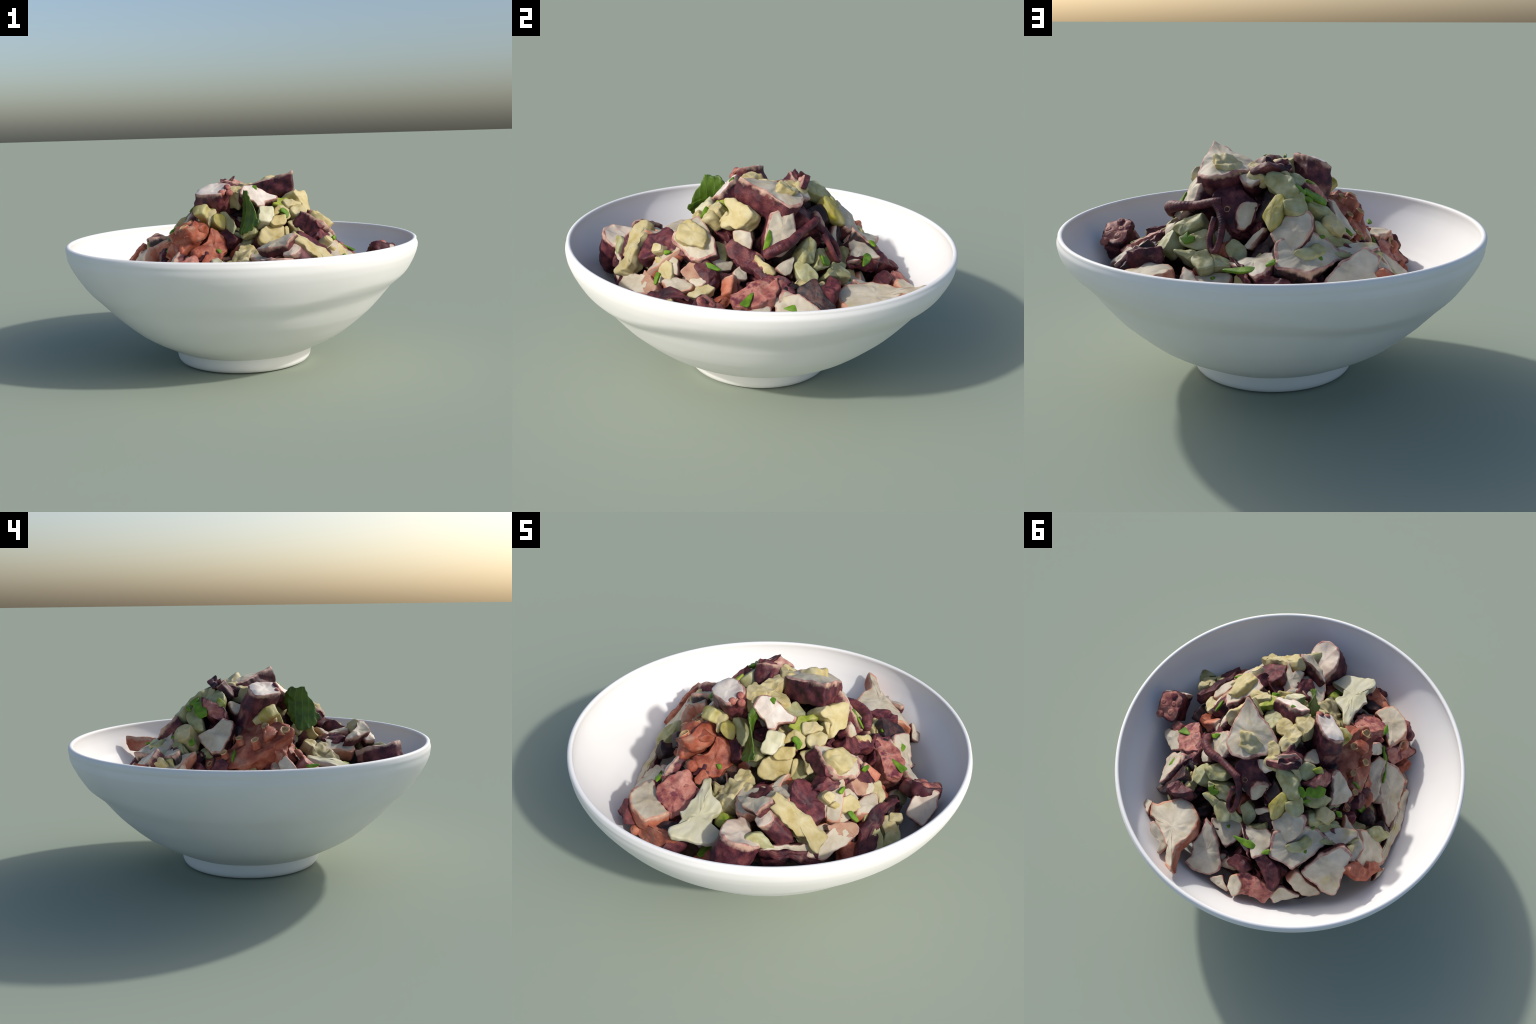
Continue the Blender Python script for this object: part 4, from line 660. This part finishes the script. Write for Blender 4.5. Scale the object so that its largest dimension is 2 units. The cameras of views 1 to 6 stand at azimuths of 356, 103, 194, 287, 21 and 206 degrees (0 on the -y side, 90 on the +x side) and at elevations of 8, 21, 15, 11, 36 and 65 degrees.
    ("herb_4a", "herb", (-0.254, 0.199, 0.89), (-0.675, 0.082, 0.733), 0.012, [(-0.022, -0.029), (0.018, -0.058), (0.057, -0.039), (0.032, 0.022), (-0.025, 0.063), (-0.06, 0.041)]),
    ("herb_d3", "herb", (-0.041, 0.543, 0.639), (0.087, 0.276, 0.957), 0.012, [(0.129, -0), (0.022, 0.028), (-0.044, 0.014), (-0.077, -0.012), (-0.03, -0.029)]),
    ("chive", "herb", (-0.478, -0.309, 0.522), (-0.811, -0.095, 0.578), 0.012, [(0.028, 0.033), (-0.023, -0.02), (-0.106, -0.043), (-0.102, -0.057), (-0.009, -0.049), (0.043, 0.009), (0.085, 0.056), (0.084, 0.071)]),
]
HOST = {}
for i, rec in enumerate(PIECES):
    label, look, centre, facing, depth, outline = rec[:6]
    HOST[label] = (piece(look, centre, facing, outline, depth, rec[6] if len(rec) > 6 else None, seed=i + 1, bend=rec[7] if len(rec) > 7 else None), facing)

SUCKERS = [
    ("red_big", (-0.329, -0.292, 0.804), (-0.486, 0.112, 0.866), 0.026, 0.05, "red"),
    ("red_big", (-0.305, -0.179, 0.819), (-0.486, 0.112, 0.866), 0.024, 0.045, "red"),
    ("red_big", (-0.397, -0.15, 0.758), (-0.486, 0.112, 0.866), 0.022, 0.045, "red"),
    ("red_big", (-0.363, -0.055, 0.759), (-0.486, 0.112, 0.866), 0.02, 0.035, "red"),
    ("red_big", (-0.416, 0.012, 0.69), (-0.486, 0.112, 0.866), 0.02, 0.03, "red"),
    ("red_big", (-0.413, 0.093, 0.627), (-0.486, 0.112, 0.866), 0.018, 0.02, "red"),
    ("red_end", (-0.329, -0.288, 0.799), (-0.353, -0.55, 0.757), 0.03, 0.05, "red"),
    ("red_legs", (-0.268, -0.35, 0.674), (0.221, -0.794, 0.567), 0.03, 0.03, "red"),
    ("purple_60", (-0.516, -0.467, 0.532), (-0.806, 0.302, 0.509), 0.028, 0.05, "skin"),
    ("chunk_purple", (0.13, 0.29, 0.83), (-0.109, 0.748, 0.655), 0.016, 0.012, "skin"),
    ("salmon_61", (-0.448, -0.629, 0.443), (-0.557, -0.658, 0.506), 0.03, 0.03, "salmon"),
    ("stub", (-0.117, -0.196, 0.982), (0.101, -0.858, 0.504), 0.019, 0.019, "pink"),
    ("stub", (-0.074, -0.192, 0.981), (0.101, -0.858, 0.504), 0.02, 0.02, "pink"),
    ("stub", (-0.086, -0.177, 1.009), (0.101, -0.858, 0.504), 0.019, 0.019, "pink"),
    ("tip_j", (0.784, -0.024, 0.627), (0.078, 0.516, 0.853), 0.024, 0.024, "pink"),
    ("tip_j", (0.781, 0.025, 0.605), (0.078, 0.516, 0.853), 0.024, 0.024, "pink"),
    ("tip_j", (0.845, 0.054, 0.583), (0.078, 0.516, 0.853), 0.024, 0.024, "pink"),
    ("tip_j", (0.848, -0.013, 0.621), (0.078, 0.516, 0.853), 0.024, 0.024, "pink"),
    ("tip_j", (0.804, -0.063, 0.656), (0.078, 0.516, 0.853), 0.024, 0.024, "pink"),
]
for label, pos, direction, radius, height, skin in SUCKERS:
    if height == radius:
        dome(HOST[label][0], pos, direction, radius, skin)
    else:
        sucker(HOST[label][0], pos, direction, radius, height, skin)

tentacle([(0.150, 0.300, 0.866), (0.188, 0.301, 0.862), (0.288, 0.252, 0.832), (0.372, 0.236, 0.822), (0.432, 0.198, 0.808), (0.446, 0.160, 0.786), (0.453, 0.127, 0.764)],
         [0.018, 0.020, 0.021, 0.024, 0.027, 0.027, 0.024], 3)
tentacle([(0.175, 0.305, 0.856), (0.149, 0.330, 0.822), (0.131, 0.367, 0.781), (0.126, 0.403, 0.733), (0.140, 0.428, 0.678), (0.165, 0.420, 0.678), (0.177, 0.401, 0.715), (0.176, 0.377, 0.758), (0.168, 0.350, 0.805)],
         [0.020, 0.019, 0.017, 0.015, 0.015, 0.014, 0.014, 0.013, 0.015], 8)

# ------------------------------------------------------------------ the mixture underneath
CEN = np.array([tuple(c) for c, _, _ in PLACED])
def surface(x, y):
    """Height of the heap: distance-weighted mean of the morsels around a spot."""
    d2 = (CEN[:, 0] - x) ** 2 + (CEN[:, 1] - y) ** 2
    w = 1.0 / (d2 + 0.0012) ** 1.6
    return float((w * CEN[:, 2]).sum() / w.sum())

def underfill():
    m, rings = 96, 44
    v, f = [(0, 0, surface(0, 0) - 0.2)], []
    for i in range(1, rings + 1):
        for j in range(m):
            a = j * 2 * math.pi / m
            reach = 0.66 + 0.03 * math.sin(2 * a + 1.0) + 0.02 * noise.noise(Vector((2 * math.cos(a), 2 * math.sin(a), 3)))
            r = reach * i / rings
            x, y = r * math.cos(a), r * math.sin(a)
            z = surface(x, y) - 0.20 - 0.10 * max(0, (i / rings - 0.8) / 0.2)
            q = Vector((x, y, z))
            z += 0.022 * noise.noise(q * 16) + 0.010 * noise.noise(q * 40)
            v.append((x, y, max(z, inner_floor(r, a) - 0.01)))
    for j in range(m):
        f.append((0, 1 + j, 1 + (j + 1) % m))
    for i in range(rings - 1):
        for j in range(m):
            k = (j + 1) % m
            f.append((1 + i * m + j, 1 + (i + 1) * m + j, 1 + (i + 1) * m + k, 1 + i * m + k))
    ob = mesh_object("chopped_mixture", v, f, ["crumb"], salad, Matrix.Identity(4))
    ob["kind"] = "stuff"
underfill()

FILL = ["skin", "skb", "skin", "cel", "octr", "skin", "pot", "octb", "skb", "red", "skin", "oct"]  # mostly dark skins, chosen to blacken the gaps like deep shadow
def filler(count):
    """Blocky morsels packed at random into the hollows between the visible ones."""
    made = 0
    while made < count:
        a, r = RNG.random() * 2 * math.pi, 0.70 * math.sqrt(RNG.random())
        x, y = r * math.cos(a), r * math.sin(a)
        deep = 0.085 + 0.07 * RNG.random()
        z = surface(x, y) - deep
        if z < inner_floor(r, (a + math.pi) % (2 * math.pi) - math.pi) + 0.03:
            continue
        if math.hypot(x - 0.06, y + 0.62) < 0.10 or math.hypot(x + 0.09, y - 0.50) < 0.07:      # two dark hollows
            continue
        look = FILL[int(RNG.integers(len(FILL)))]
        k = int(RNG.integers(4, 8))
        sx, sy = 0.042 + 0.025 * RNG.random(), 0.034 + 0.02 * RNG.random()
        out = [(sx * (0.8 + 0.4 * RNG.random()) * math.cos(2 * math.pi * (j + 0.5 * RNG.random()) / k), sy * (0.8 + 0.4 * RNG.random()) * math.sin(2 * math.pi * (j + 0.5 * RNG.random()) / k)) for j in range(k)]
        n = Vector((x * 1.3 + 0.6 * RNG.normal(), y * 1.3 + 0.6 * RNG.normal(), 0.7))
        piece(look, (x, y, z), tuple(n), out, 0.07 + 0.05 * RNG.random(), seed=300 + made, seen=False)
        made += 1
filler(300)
